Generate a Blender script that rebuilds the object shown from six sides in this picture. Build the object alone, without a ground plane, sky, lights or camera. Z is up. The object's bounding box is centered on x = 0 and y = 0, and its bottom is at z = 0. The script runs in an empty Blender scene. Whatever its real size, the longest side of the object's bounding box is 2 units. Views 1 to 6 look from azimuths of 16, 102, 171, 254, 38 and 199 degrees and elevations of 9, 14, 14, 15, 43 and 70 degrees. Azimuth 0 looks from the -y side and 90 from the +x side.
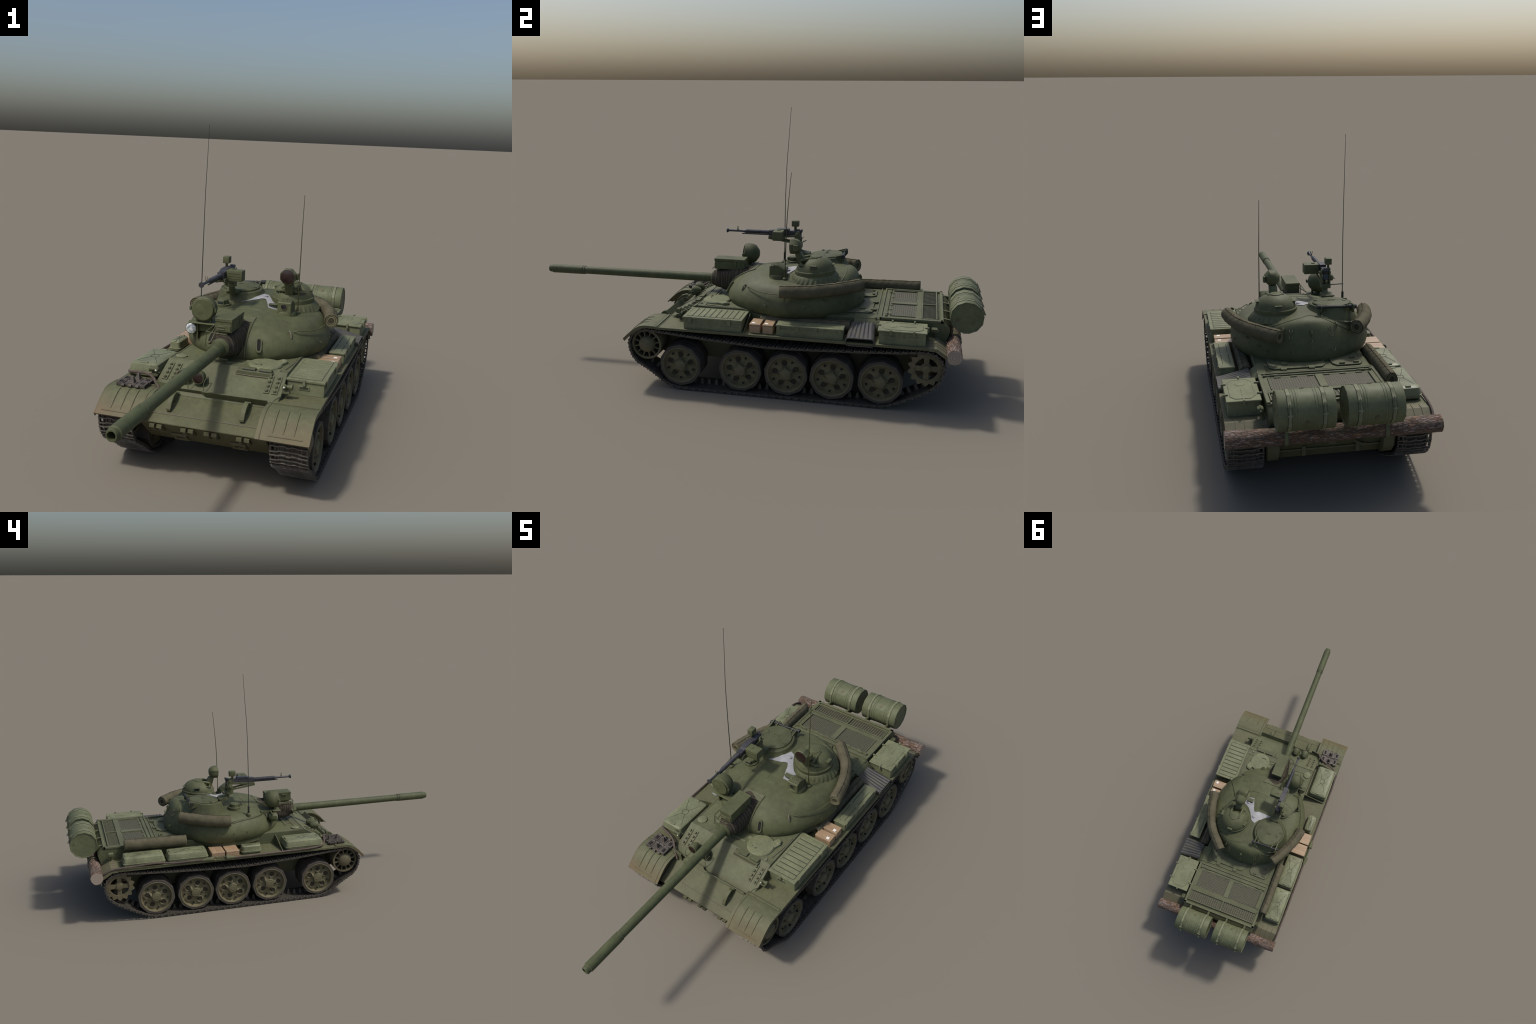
# A weathered olive-green battle tank with stowage: hull, turret, running gear and deck load,
# all modelled from measured sizes (metres, nose toward -y, z up).
import bpy, bmesh, math, random
from mathutils import Vector, Matrix

R = random.Random(55)
pi = math.pi

# ------------------------------------------------------------------ materials
def new_mat(name):
    m = bpy.data.materials.new(name)
    m.use_nodes = True
    nt = m.node_tree
    return m, nt, nt.nodes["Principled BSDF"]

def node(nt, kind, **kw):
    n = nt.nodes.new(kind)
    for k, v in kw.items():
        if k in n.inputs:
            n.inputs[k].default_value = v
        else:
            setattr(n, k, v)
    return n

def coords(nt, scale=(1, 1, 1), rot=(0, 0, 0)):
    t = node(nt, "ShaderNodeTexCoord")
    mp = node(nt, "ShaderNodeMapping")
    mp.inputs["Scale"].default_value = scale
    mp.inputs["Rotation"].default_value = rot
    nt.links.new(t.outputs["Object"], mp.inputs["Vector"])
    return mp.outputs["Vector"], t

def noise(nt, vec, scale, detail=4.0, rough=0.6):
    n = node(nt, "ShaderNodeTexNoise")
    n.inputs["Scale"].default_value = scale
    n.inputs["Detail"].default_value = detail
    n.inputs["Roughness"].default_value = rough
    nt.links.new(vec, n.inputs["Vector"])
    return n.outputs["Fac"]

def ramp(nt, fac, stops):
    r = node(nt, "ShaderNodeValToRGB")
    els = r.color_ramp.elements
    while len(els) < len(stops):
        els.new(0.5)
    for e, (p, c) in zip(els, stops):
        e.position = p
        e.color = (c[0], c[1], c[2], 1) if hasattr(c, "__len__") else (c, c, c, 1)
    nt.links.new(fac, r.inputs["Fac"])
    return r.outputs["Color"]

def mix(nt, fac, a, b, mode="MIX"):
    n = node(nt, "ShaderNodeMix", data_type="RGBA", blend_type=mode)
    for sock, val in (("Factor", fac), ("A", a), ("B", b)):
        ins = [i for i in n.inputs if i.name == sock and (i.type == "RGBA" or sock == "Factor")]
        i = ins[0]
        if isinstance(val, (int, float)):
            i.default_value = val
        elif isinstance(val, (tuple, list)):
            i.default_value = (val[0], val[1], val[2], 1)
        else:
            nt.links.new(val, i)
    return [o for o in n.outputs if o.type == "RGBA"][0]

def math_n(nt, op, a, b=0.5):
    n = node(nt, "ShaderNodeMath", operation=op)
    for i, v in ((0, a), (1, b)):
        if isinstance(v, (int, float)):
            n.inputs[i].default_value = v
        else:
            nt.links.new(v, n.inputs[i])
    return n.outputs[0]

def bump(nt, b, height, strength, dist=0.002):
    n = node(nt, "ShaderNodeBump")
    n.inputs["Strength"].default_value = strength
    n.inputs["Distance"].default_value = dist
    nt.links.new(height, n.inputs["Height"])
    nt.links.new(n.outputs["Normal"], b.inputs["Normal"])

def sc(c, k):
    return tuple(min(1, x * k) for x in c)

def paint(name, col, vary=0.22, rough=0.62, scale=9.0, dust=None, dust_amt=0.0, dust_z=None, dust_y=None,
          grain=70.0, bump_s=0.12, spec=0.3, wear=0.5):
    """Matt military paint: broad fading blotches, fine grain, optional earth dust that gathers low down."""
    m, nt, b = new_mat(name)
    vec, t = coords(nt)
    n1 = noise(nt, vec, scale, 5, 0.65)
    n2 = noise(nt, vec, grain, 3, 0.6)
    c = ramp(nt, n1, [(0.28, sc(col, 1 - vary)), (0.5, col), (0.74, sc(col, 1 + vary))])
    g = ramp(nt, n2, [(0.3, 0.86), (0.7, 1.12)])
    c = mix(nt, 1.0, c, g, "MULTIPLY")
    # faded scuffs and darker oil stains
    n4 = noise(nt, vec, 19, 6, 0.75)
    c = mix(nt, ramp(nt, n4, [(0.60, 0.0), (0.72, 0.30)]), c, (0.150, 0.138, 0.098))
    n5 = noise(nt, vec, 5.3, 6, 0.8)
    c = mix(nt, ramp(nt, n5, [(0.55, 0.0), (0.75, 0.45)]), c, sc(col, 0.55))
    if wear:
        # paint rubbed through along exposed edges, broken up by noise
        bv = node(nt, "ShaderNodeBevel", samples=4)
        bv.inputs["Radius"].default_value = 0.0028
        ge = node(nt, "ShaderNodeNewGeometry")
        dt = node(nt, "ShaderNodeVectorMath", operation="DOT_PRODUCT")
        nt.links.new(bv.outputs["Normal"], dt.inputs[0])
        nt.links.new(ge.outputs["Normal"], dt.inputs[1])
        em = ramp(nt, dt.outputs["Value"], [(0.72, 1.0), (0.97, 0.0)])
        n6 = noise(nt, vec, 34, 4, 0.7)
        em = math_n(nt, "MULTIPLY", em, math_n(nt, "MULTIPLY", ramp(nt, n6, [(0.38, 0.15), (0.60, 1.0)]), wear))
        c = mix(nt, em, c, (0.185, 0.160, 0.130))
    if dust is not None:
        n3 = noise(nt, vec, 6.5, 5, 0.7)
        f = ramp(nt, n3, [(0.36, 0.0), (0.68, 1.0)])
        if dust_z or dust_y:
            sep = node(nt, "ShaderNodeSeparateXYZ")
            nt.links.new(t.outputs["Object"], sep.inputs[0])
            masks = []
            if dust_z:
                mr = node(nt, "ShaderNodeMapRange")
                mr.inputs["From Min"].default_value = dust_z[1]
                mr.inputs["From Max"].default_value = dust_z[0]
                nt.links.new(sep.outputs["Z"], mr.inputs["Value"])
                masks.append(mr.outputs[0])
            if dust_y:
                mr = node(nt, "ShaderNodeMapRange")
                mr.inputs["From Min"].default_value = dust_y[1]
                mr.inputs["From Max"].default_value = dust_y[0]
                nt.links.new(sep.outputs["Y"], mr.inputs["Value"])
                masks.append(mr.outputs[0])
            mk = masks[0] if len(masks) == 1 else math_n(nt, "MAXIMUM", masks[0], masks[1])
            f = math_n(nt, "MULTIPLY", math_n(nt, "ADD", math_n(nt, "MULTIPLY", f, 0.55), 0.45), mk)
        f = math_n(nt, "MULTIPLY", f, dust_amt)
        c = mix(nt, f, c, dust)
    nt.links.new(c, b.inputs["Base Color"])
    b.inputs["Roughness"].default_value = rough
    b.inputs["Specular IOR Level"].default_value = spec
    bump(nt, b, n2, bump_s, 0.0015)
    return m

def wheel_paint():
    """Sand-dusted olive rims; shade of the recesses is painted dark between the five spokes."""
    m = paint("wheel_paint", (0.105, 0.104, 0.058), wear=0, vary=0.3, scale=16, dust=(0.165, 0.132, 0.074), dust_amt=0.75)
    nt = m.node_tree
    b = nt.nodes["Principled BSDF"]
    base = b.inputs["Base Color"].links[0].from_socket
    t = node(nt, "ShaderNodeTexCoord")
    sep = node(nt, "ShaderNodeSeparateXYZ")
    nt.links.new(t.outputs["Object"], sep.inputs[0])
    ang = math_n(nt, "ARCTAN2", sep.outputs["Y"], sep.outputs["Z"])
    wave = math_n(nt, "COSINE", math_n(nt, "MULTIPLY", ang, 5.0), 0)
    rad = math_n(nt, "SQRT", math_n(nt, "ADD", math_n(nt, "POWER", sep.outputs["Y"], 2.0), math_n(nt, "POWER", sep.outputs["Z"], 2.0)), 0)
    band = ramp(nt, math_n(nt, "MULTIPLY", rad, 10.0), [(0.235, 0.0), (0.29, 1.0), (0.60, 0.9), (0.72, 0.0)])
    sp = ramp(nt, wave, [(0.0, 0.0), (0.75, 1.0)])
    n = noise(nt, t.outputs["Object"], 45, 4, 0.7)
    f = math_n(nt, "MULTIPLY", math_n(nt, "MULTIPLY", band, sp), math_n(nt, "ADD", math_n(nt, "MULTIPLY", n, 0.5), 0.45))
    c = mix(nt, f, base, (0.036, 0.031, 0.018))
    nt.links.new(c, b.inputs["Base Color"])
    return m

def plain(name, col, rough=0.5, metal=0.0, vary=0.15, scale=40.0, bump_s=0.0, spec=0.4):
    m, nt, b = new_mat(name)
    vec, t = coords(nt)
    n1 = noise(nt, vec, scale, 4, 0.6)
    c = ramp(nt, n1, [(0.3, sc(col, 1 - vary)), (0.7, sc(col, 1 + vary))])
    nt.links.new(c, b.inputs["Base Color"])
    b.inputs["Roughness"].default_value = rough
    b.inputs["Metallic"].default_value = metal
    b.inputs["Specular IOR Level"].default_value = spec
    if bump_s:
        bump(nt, b, n1, bump_s)
    return m

OLIVE = (0.090, 0.098, 0.049)
EARTH = (0.118, 0.094, 0.052)
M = {}
M["hull"] = paint("hull_paint", OLIVE, dust=EARTH, dust_amt=0.7, dust_z=(0.10, 0.29))
M["deck"] = paint("deck_paint", (0.095, 0.103, 0.053), vary=0.26, dust=(0.13, 0.128, 0.085), dust_amt=0.35)
M["turret"] = paint("turret_paint", (0.079, 0.087, 0.041), vary=0.28, scale=7, grain=45, bump_s=0.45)
M["gun"] = paint("gun_paint", (0.070, 0.081, 0.037), vary=0.2, scale=14)
M["fender"] = paint("fender_paint", (0.098, 0.106, 0.056), dust=(0.130, 0.095, 0.050), dust_amt=1.0, dust_z=(0.222, 0.282))
M["rearfender"] = paint("rear_fender_paint", (0.115, 0.115, 0.066), dust=(0.155, 0.135, 0.085), dust_amt=0.7)
M["box"] = paint("box_paint", (0.158, 0.169, 0.095), vary=0.2, scale=12)
M["can"] = paint("can_paint", (0.160, 0.172, 0.098), vary=0.30, scale=14, rough=0.42)
M["drum"] = paint("drum_paint", (0.112, 0.125, 0.065), vary=0.18, scale=10, rough=0.58)
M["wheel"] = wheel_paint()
M["drive"] = paint("drive_wheel_paint", wear=0, col=(0.100, 0.094, 0.054), vary=0.3, scale=16, dust=(0.150, 0.120, 0.070), dust_amt=0.75)
M["wheel_pocket"] = plain("wheel_pocket_painted_shade", (0.034, 0.030, 0.018), 0.9, vary=0.4)
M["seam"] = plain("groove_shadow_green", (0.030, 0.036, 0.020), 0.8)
M["weld"] = plain("weld_bead", (0.115, 0.105, 0.072), 0.7, scale=120, bump_s=0.4)
M["dark"] = plain("dark_opening", (0.010, 0.010, 0.009), 0.9)
M["rubber"] = plain("tyre_rubber", (0.066, 0.057, 0.046), 0.85, vary=0.2, scale=25, bump_s=0.1)
M["track"] = plain("track_steel", (0.068, 0.061, 0.050), 0.62, metal=0.25, vary=0.35, scale=60, bump_s=0.3)
M["track_worn"] = plain("worn_track_edge", (0.112, 0.102, 0.086), 0.5, metal=0.3, vary=0.35, scale=60)
M["spare"] = plain("rusted_steel", (0.088, 0.076, 0.064), 0.6, metal=0.2, vary=0.35, scale=40, bump_s=0.3)
M["cable"] = plain("steel_rope", (0.088, 0.066, 0.054), 0.65, metal=0.2, vary=0.3, scale=60)
M["gunmetal"] = plain("blued_gunmetal", (0.045, 0.046, 0.052), 0.45, metal=0.2, vary=0.25, scale=50)
M["black"] = plain("black_metal", (0.018, 0.020, 0.024), 0.55)
M["antenna"] = plain("antenna_rod", (0.030, 0.032, 0.024), 0.6)
M["antenna_olive"] = plain("olive_rod", (0.040, 0.042, 0.010), 0.6)
M["glass"] = plain("periscope_glass", (0.020, 0.032, 0.034), 0.12, spec=0.8)
M["irglass"] = plain("red_filter_glass", (0.022, 0.011, 0.010), 0.22, vary=0.3, scale=30, spec=0.6)
M["lens"] = plain("dark_lens", (0.012, 0.012, 0.014), 0.1, spec=0.9)
M["label"] = plain("white_label", (0.78, 0.77, 0.72), 0.6, vary=0.03)
M["screen_bar"] = paint("grille_bar_paint", (0.105, 0.112, 0.068), grain=120)

def headlight_glass():
    m, nt, b = new_mat("mirror_headlight")
    vec, t = coords(nt)
    v = node(nt, "ShaderNodeTexVoronoi")
    v.inputs["Scale"].default_value = 95
    nt.links.new(vec, v.inputs["Vector"])
    c = ramp(nt, v.outputs["Distance"], [(0.1, (0.92, 0.93, 0.95)), (0.5, (0.66, 0.69, 0.72)), (0.85, (0.22, 0.25, 0.27))])
    nt.links.new(c, b.inputs["Base Color"])
    b.inputs["Metallic"].default_value = 0.2
    b.inputs["Roughness"].default_value = 0.15
    return m
M["headlight"] = headlight_glass()

def canvas(name, col, stripes=False):
    m, nt, b = new_mat(name)
    vec, t = coords(nt)
    n1 = noise(nt, vec, 22, 6, 0.7)
    n2 = noise(nt, vec, 240, 2, 0.5)
    c = ramp(nt, n1, [(0.3, sc(col, 0.72)), (0.55, col), (0.75, sc(col, 1.25))])
    if stripes:
        w = node(nt, "ShaderNodeTexWave", wave_type="BANDS", bands_direction="Y")
        w.inputs["Scale"].default_value = 22
        w.inputs["Distortion"].default_value = 9.0
        w.inputs["Detail"].default_value = 2
        w.inputs["Detail Scale"].default_value = 0.8
        nt.links.new(vec, w.inputs["Vector"])
        s = ramp(nt, w.outputs["Fac"], [(0.25, (0.68, 0.68, 0.70)), (0.6, (1.12, 1.08, 1.0))])
        c = mix(nt, 1.0, c, s, "MULTIPLY")
    nt.links.new(c, b.inputs["Base Color"])
    b.inputs["Roughness"].default_value = 0.92
    b.inputs["Specular IOR Level"].default_value = 0.1
    h = mix(nt, 0.35, n1, n2)
    bump(nt, b, h, 0.5, 0.004)
    return m
M["canvas"] = canvas("tarpaulin_canvas", (0.105, 0.096, 0.062))
M["canvas_end"] = canvas("tarpaulin_fold_end", (0.150, 0.140, 0.085))
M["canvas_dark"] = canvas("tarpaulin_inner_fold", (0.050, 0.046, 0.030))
M["cover"] = canvas("mantlet_canvas", (0.062, 0.055, 0.043), True)

def bark():
    m, nt, b = new_mat("pine_bark")
    vec, t = coords(nt, (44, 150, 150))
    nz = node(nt, "ShaderNodeTexNoise")
    nz.inputs["Scale"].default_value = 1.2
    nt.links.new(vec, nz.inputs["Vector"])
    wv = mix(nt, 0.5, vec, nz.outputs["Color"], "LINEAR_LIGHT")
    v = node(nt, "ShaderNodeTexVoronoi")
    v.inputs["Scale"].default_value = 1.0
    nt.links.new(wv, v.inputs["Vector"])
    ve = node(nt, "ShaderNodeTexVoronoi", feature="DISTANCE_TO_EDGE")
    ve.inputs["Scale"].default_value = 1.0
    nt.links.new(wv, ve.inputs["Vector"])
    sep = node(nt, "ShaderNodeSeparateColor")
    nt.links.new(v.outputs["Color"], sep.inputs[0])
    plate = ramp(nt, sep.outputs[0], [(0.1, (0.150, 0.086, 0.057)), (0.45, (0.165, 0.118, 0.096)), (0.7, (0.240, 0.190, 0.168)), (0.95, (0.250, 0.145, 0.085))])
    edge = ramp(nt, ve.outputs["Distance"], [(0.0, 0.15), (0.20, 1.0)])
    c = mix(nt, edge, (0.055, 0.040, 0.026), plate)
    n2 = noise(nt, vec, 0.18, 3, 0.6)
    moss = ramp(nt, n2, [(0.56, 0.0), (0.70, 0.6)])
    c = mix(nt, moss, c, (0.085, 0.085, 0.048))
    nt.links.new(c, b.inputs["Base Color"])
    b.inputs["Roughness"].default_value = 0.9
    bump(nt, b, edge, 0.9, 0.003)
    return m
M["bark"] = bark()

def cut_wood():
    m, nt, b = new_mat("sawn_log_end")
    vec, t = coords(nt)
    w = node(nt, "ShaderNodeTexWave", wave_type="RINGS", rings_direction="X")
    w.inputs["Scale"].default_value = 34
    w.inputs["Distortion"].default_value = 2.5
    w.inputs["Detail"].default_value = 2
    mp = node(nt, "ShaderNodeMapping")
    mp.inputs["Location"].default_value = (0, -0.885, -0.243)
    nt.links.new(t.outputs["Object"], mp.inputs["Vector"])
    nt.links.new(mp.outputs["Vector"], w.inputs["Vector"])
    c = ramp(nt, w.outputs["Fac"], [(0.2, (0.26, 0.205, 0.160)), (0.7, (0.34, 0.285, 0.235))])
    nt.links.new(c, b.inputs["Base Color"])
    b.inputs["Roughness"].default_value = 0.85
    return m
M["logend"] = cut_wood()

def planed_wood():
    m, nt, b = new_mat("crate_wood")
    vec, t = coords(nt, (14, 160, 160))
    n1 = noise(nt, vec, 1.0, 5, 0.65)
    c = ramp(nt, n1, [(0.28, (0.25, 0.165, 0.093)), (0.5, (0.335, 0.228, 0.135)), (0.75, (0.40, 0.288, 0.180))])
    nt.links.new(c, b.inputs["Base Color"])
    b.inputs["Roughness"].default_value = 0.5
    b.inputs["Coat Weight"].default_value = 0.25
    b.inputs["Coat Roughness"].default_value = 0.35
    bump(nt, b, n1, 0.15, 0.001)
    return m
M["wood"] = planed_wood()

def heat_steel():
    m, nt, b = new_mat("heat_blued_exhaust")
    vec, t = coords(nt)
    n1 = noise(nt, vec, 24, 4, 0.6)
    c = ramp(nt, n1, [(0.3, (0.036, 0.036, 0.035)), (0.5, (0.060, 0.059, 0.055)), (0.60, (0.068, 0.063, 0.046)), (0.8, (0.084, 0.080, 0.060))])
    nt.links.new(c, b.inputs["Base Color"])
    b.inputs["Roughness"].default_value = 0.6
    return m
M["exhaust"] = heat_steel()

def mesh_screen():
    m, nt, b = new_mat("wire_screen")
    vec, t = coords(nt, (115, 115, 115), (0, 0, 0))
    w1 = node(nt, "ShaderNodeTexVoronoi", distance="MANHATTAN")
    w1.inputs["Scale"].default_value = 1.0
    w1.inputs["Randomness"].default_value = 0.12
    nt.links.new(vec, w1.inputs["Vector"])
    c = ramp(nt, w1.outputs["Distance"], [(0.2, (0.010, 0.010, 0.007)), (0.45, (0.024, 0.023, 0.015)), (0.82, (0.080, 0.078, 0.046))])
    nt.links.new(c, b.inputs["Base Color"])
    b.inputs["Roughness"].default_value = 0.7
    bump(nt, b, w1.outputs["Distance"], 0.6, 0.002)
    return m
M["screen"] = mesh_screen()

M["louvre_mesh"] = paint("louvre_mesh_paint", (0.062, 0.058, 0.036), vary=0.35, scale=60, grain=200)

def white_sheet():
    m, nt, b = new_mat("bare_white_panel")
    vec, t = coords(nt)
    n1 = noise(nt, vec, 18, 4, 0.6)
    c = ramp(nt, n1, [(0.3, (0.24, 0.245, 0.255)), (0.7, (0.365, 0.37, 0.385))])
    nt.links.new(c, b.inputs["Base Color"])
    b.inputs["Roughness"].default_value = 0.6
    bump(nt, b, n1, 0.25, 0.003)
    return m
M["white"] = white_sheet()

# ------------------------------------------------------------------ geometry kit
class Geo:
    """Collects faces of simple solids; every solid is closed."""
    def __init__(self):
        self.v, self.f, self.m = [], [], []
        self.mat = 0

    def add(self, verts, faces, mat=None):
        o = len(self.v)
        self.v += [tuple(p) for p in verts]
        self.f += [tuple(i + o for i in f) for f in faces]
        self.m += [self.mat if mat is None else mat] * len(faces)
        return self

    def box(self, x0, x1, y0, y1, z0, z1, mat=None, mtx=None):
        vs = [Vector((x, y, z)) for z in (z0, z1) for y in (y0, y1) for x in (x0, x1)]
        if mtx is not None:
            vs = [mtx @ p for p in vs]
        fs = [(0, 2, 3, 1), (4, 5, 7, 6), (0, 1, 5, 4), (2, 6, 7, 3), (0, 4, 6, 2), (1, 3, 7, 5)]
        return self.add(vs, fs, mat)

    def rings(self, rings, closed_ends=True, mat=None, loop=False, end_mat=None):
        n = len(rings[0])
        vs = [p for r in rings for p in r]
        fs = []
        k = len(rings)
        for i in range(k if loop else k - 1):
            a, b = i * n, ((i + 1) % k) * n
            for j in range(n):
                j2 = (j + 1) % n
                fs.append((a + j, a + j2, b + j2, b + j))
        self.add(vs, fs, mat)
        if closed_ends and not loop:
            o = len(self.v) - len(vs)
            em = end_mat if end_mat is not None else (self.mat if mat is None else mat)
            self.f.append(tuple(o + j for j in range(n - 1, -1, -1)))
            self.m.append(em)
            self.f.append(tuple(o + (k - 1) * n + j for j in range(n)))
            self.m.append(em)
        return self

    def tube(self, path, rad, n=8, mat=None, end_mat=None, phase=0.0, flat=1.0):
        path = [Vector(p) for p in path]
        rads = rad if hasattr(rad, "__len__") else [rad] * len(path)
        rings, up = [], None
        for i, p in enumerate(path):
            t = (path[min(i + 1, len(path) - 1)] - path[max(i - 1, 0)])
            if t.length < 1e-9:
                t = path[-1] - path[0]
            t.normalize()
            if up is None:
                up = Vector((0, 0, 1)) if abs(t.z) < 0.9 else Vector((1, 0, 0))
            s = t.cross(up).normalized()
            up = s.cross(t).normalized()
            rings.append([p + s * (math.cos(2 * pi * j / n + phase) * rads[i]) + up * (math.sin(2 * pi * j / n + phase) * rads[i] * flat) for j in range(n)])
        return self.rings(rings, True, mat, end_mat=end_mat)

    def lathe(self, profile, origin, axis="z", n=24, mat=None, phase=0.0, end_mat=None, caps=True, loop=False):
        """profile: (radius, height along axis)."""
        o = Vector(origin)
        rings = []
        for r, h in profile:
            ring = []
            for j in range(n):
                a = 2 * pi * j / n + phase
                c, s = math.cos(a) * r, math.sin(a) * r
                d = {"z": (c, s, h), "x": (h, c, s), "y": (s, h, c)}[axis]
                ring.append(o + Vector(d))
            rings.append(ring)
        return self.rings(rings, caps, mat, loop=loop, end_mat=end_mat)

    def prism(self, poly, plane, a, b, mat=None):
        """Extrude a 2-D outline: plane 'yz' runs along x, 'xz' along y, 'xy' along z."""
        def P(u, w, h):
            return {"yz": (h, u, w), "xz": (u, h, w), "xy": (u, w, h)}[plane]
        n = len(poly)
        vs = [P(u, w, a) for u, w in poly] + [P(u, w, b) for u, w in poly]
        fs = [(j, (j + 1) % n, n + (j + 1) % n, n + j) for j in range(n)]
        fs += [tuple(range(n - 1, -1, -1)), tuple(range(n, 2 * n))]
        return self.add(vs, fs, mat)

    def quad_plate(self, corners, thick, mat=None):
        """A plate with the four top corners given, thickened along its normal."""
        c = [Vector(p) for p in corners]
        nrm = (c[1] - c[0]).cross(c[3] - c[0]).normalized()
        if nrm.z < 0:
            nrm = -nrm
        lo = [p - nrm * thick for p in c]
        vs = c + lo
        fs = [(0, 1, 2, 3), (7, 6, 5, 4)] + [(j, 4 + j, 4 + (j + 1) % 4, (j + 1) % 4) for j in range(4)]
        return self.add(vs, fs, mat)


def build(name, geo, mats, parent, angle=35.0, bevel=0.0, bevel_angle=40.0, segs=1, origin=None, smooth=True):
    me = bpy.data.meshes.new(name)
    bm = bmesh.new()
    bv = [bm.verts.new(p) for p in geo.v]
    for f, mi in zip(geo.f, geo.m):
        if len(set(f)) < 3:
            continue
        try:
            face = bm.faces.new([bv[i] for i in f])
            face.material_index = mi
        except ValueError:
            pass
    bmesh.ops.remove_doubles(bm, verts=bm.verts, dist=1e-6)
    bmesh.ops.recalc_face_normals(bm, faces=bm.faces)
    if bevel > 0:
        es = [e for e in bm.edges if len(e.link_faces) == 2 and e.calc_face_angle(0) > math.radians(bevel_angle)]
        bmesh.ops.bevel(bm, geom=es, offset=bevel, segments=segs, profile=0.6, affect="EDGES", clamp_overlap=True)
    lim = math.radians(angle)
    for e in bm.edges:
        e.smooth = not (len(e.link_faces) != 2 or e.calc_face_angle(0) > lim)
    for f in bm.faces:
        f.smooth = smooth
    bm.to_mesh(me)
    bm.free()
    for m in (mats if isinstance(mats, (list, tuple)) else [mats]):
        me.materials.append(M[m])
    ob = bpy.data.objects.new(name, me)
    bpy.context.scene.collection.objects.link(ob)
    if origin is not None:
        me.transform(Matrix.Translation(-Vector(origin)))
        ob.location = origin
    if parent is not None:
        ob.parent = parent
    return ob

def repeat(src, parent, mtx, name=None):
    o = src.copy()
    if name:
        o.name = name
    o.parent = parent
    o.matrix_local = mtx
    bpy.context.scene.collection.objects.link(o)
    return o

def spline(ctrl, n):
    """Catmull-Rom through control points."""
    P = [Vector(p) for p in ctrl]
    P = [P[0] * 2 - P[1]] + P + [P[-1] * 2 - P[-2]]
    out = []
    k = len(P) - 3
    for i in range(n + 1):
        u = i / n * k
        s = min(int(u), k - 1)
        t = u - s
        a, b, c, d = P[s:s + 4]
        out.append(0.5 * ((2 * b) + (c - a) * t + (2 * a - 5 * b + 4 * c - d) * t * t + (3 * b - 3 * c + d - a) * t ** 3))
    return out

def lerp(a, b, t):
    return a + (b - a) * t

tank = bpy.data.objects.new("battle_tank", None)
bpy.context.scene.collection.objects.link(tank)
tank["label"] = "olive green battle tank with domed turret, long gun and stowed gear"
tank["category"] = "military tank"

# ------------------------------------------------------------------ hull
GL_TOP, GL_LOW = (-0.193, 0.3300), (-0.443, 0.1965)      # glacis line in y,z
def glacis_z(y):
    return lerp(GL_TOP[1], GL_LOW[1], (y - GL_TOP[0]) / (GL_LOW[0] - GL_TOP[0]))

HW = 0.2150
side = [GL_LOW, GL_TOP, (0.300, 0.3300), (0.575, 0.3315), (0.842, 0.3305), (0.868, 0.300), (0.862, 0.275),
        (0.806, 0.120), (0.700, 0.110), (-0.335, 0.104)]
g = Geo()
g.prism(side, "yz", -HW, HW)
hull = build("hull", g, "hull", tank, bevel=0.0025)

# casting ring that carries the turret and spills over the hull sides
g = Geo()
g.lathe([(0.250, 0.290), (0.262, 0.298), (0.262, 0.316), (0.250, 0.3225)], (0, 0.2, 0), "z", 48)
build("turret_ring", g, "hull", hull)

# front deck sheet (upper plate that laps over the glacis) with its welded edge
g = Geo()
top = [(-0.215, -0.192), (0.215, -0.192)]
up = 0.0035
pts = [(-0.215, -0.19), (0.215, -0.19), (0.218, -0.285), (0.202, -0.300), (0.186, -0.334), (-0.186, -0.334), (-0.202, -0.300), (-0.218, -0.285)]
vs = [(x, y, glacis_z(y) + up) for x, y in pts] + [(x, y, glacis_z(y) - 0.004) for x, y in pts]
n = len(pts)
g.add(vs, [tuple(range(n)), tuple(range(2 * n - 1, n - 1, -1))] + [(j, n + j, n + (j + 1) % n, (j + 1) % n) for j in range(n)])
build("glacis_plate", g, "deck", hull, bevel=0.0012)

g = Geo()
g.box(-0.214, 0.214, -0.190, -0.156, 0.326, 0.3322)
for x in (-0.214, 0.208):
    g.box(x, x + 0.006, -0.190, 0.02, 0.328, 0.3318)
build("deck_edge_strip", g, "deck", hull, bevel=0.001)

# weld beads on the bow
g = Geo()
g.tube([(x, -0.408, glacis_z(-0.408) + 0.0006) for x in (-0.185, 0, 0.185)], 0.0022, 6)
for s in (-1, 1):
    g.tube([(s * 0.195, -0.335, glacis_z(-0.335)), (s * 0.195, -0.43, glacis_z(-0.43))], 0.0025, 6)
wb = build("weld_bead", g, "weld", hull)
wb["kind"] = "stuff"

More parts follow.
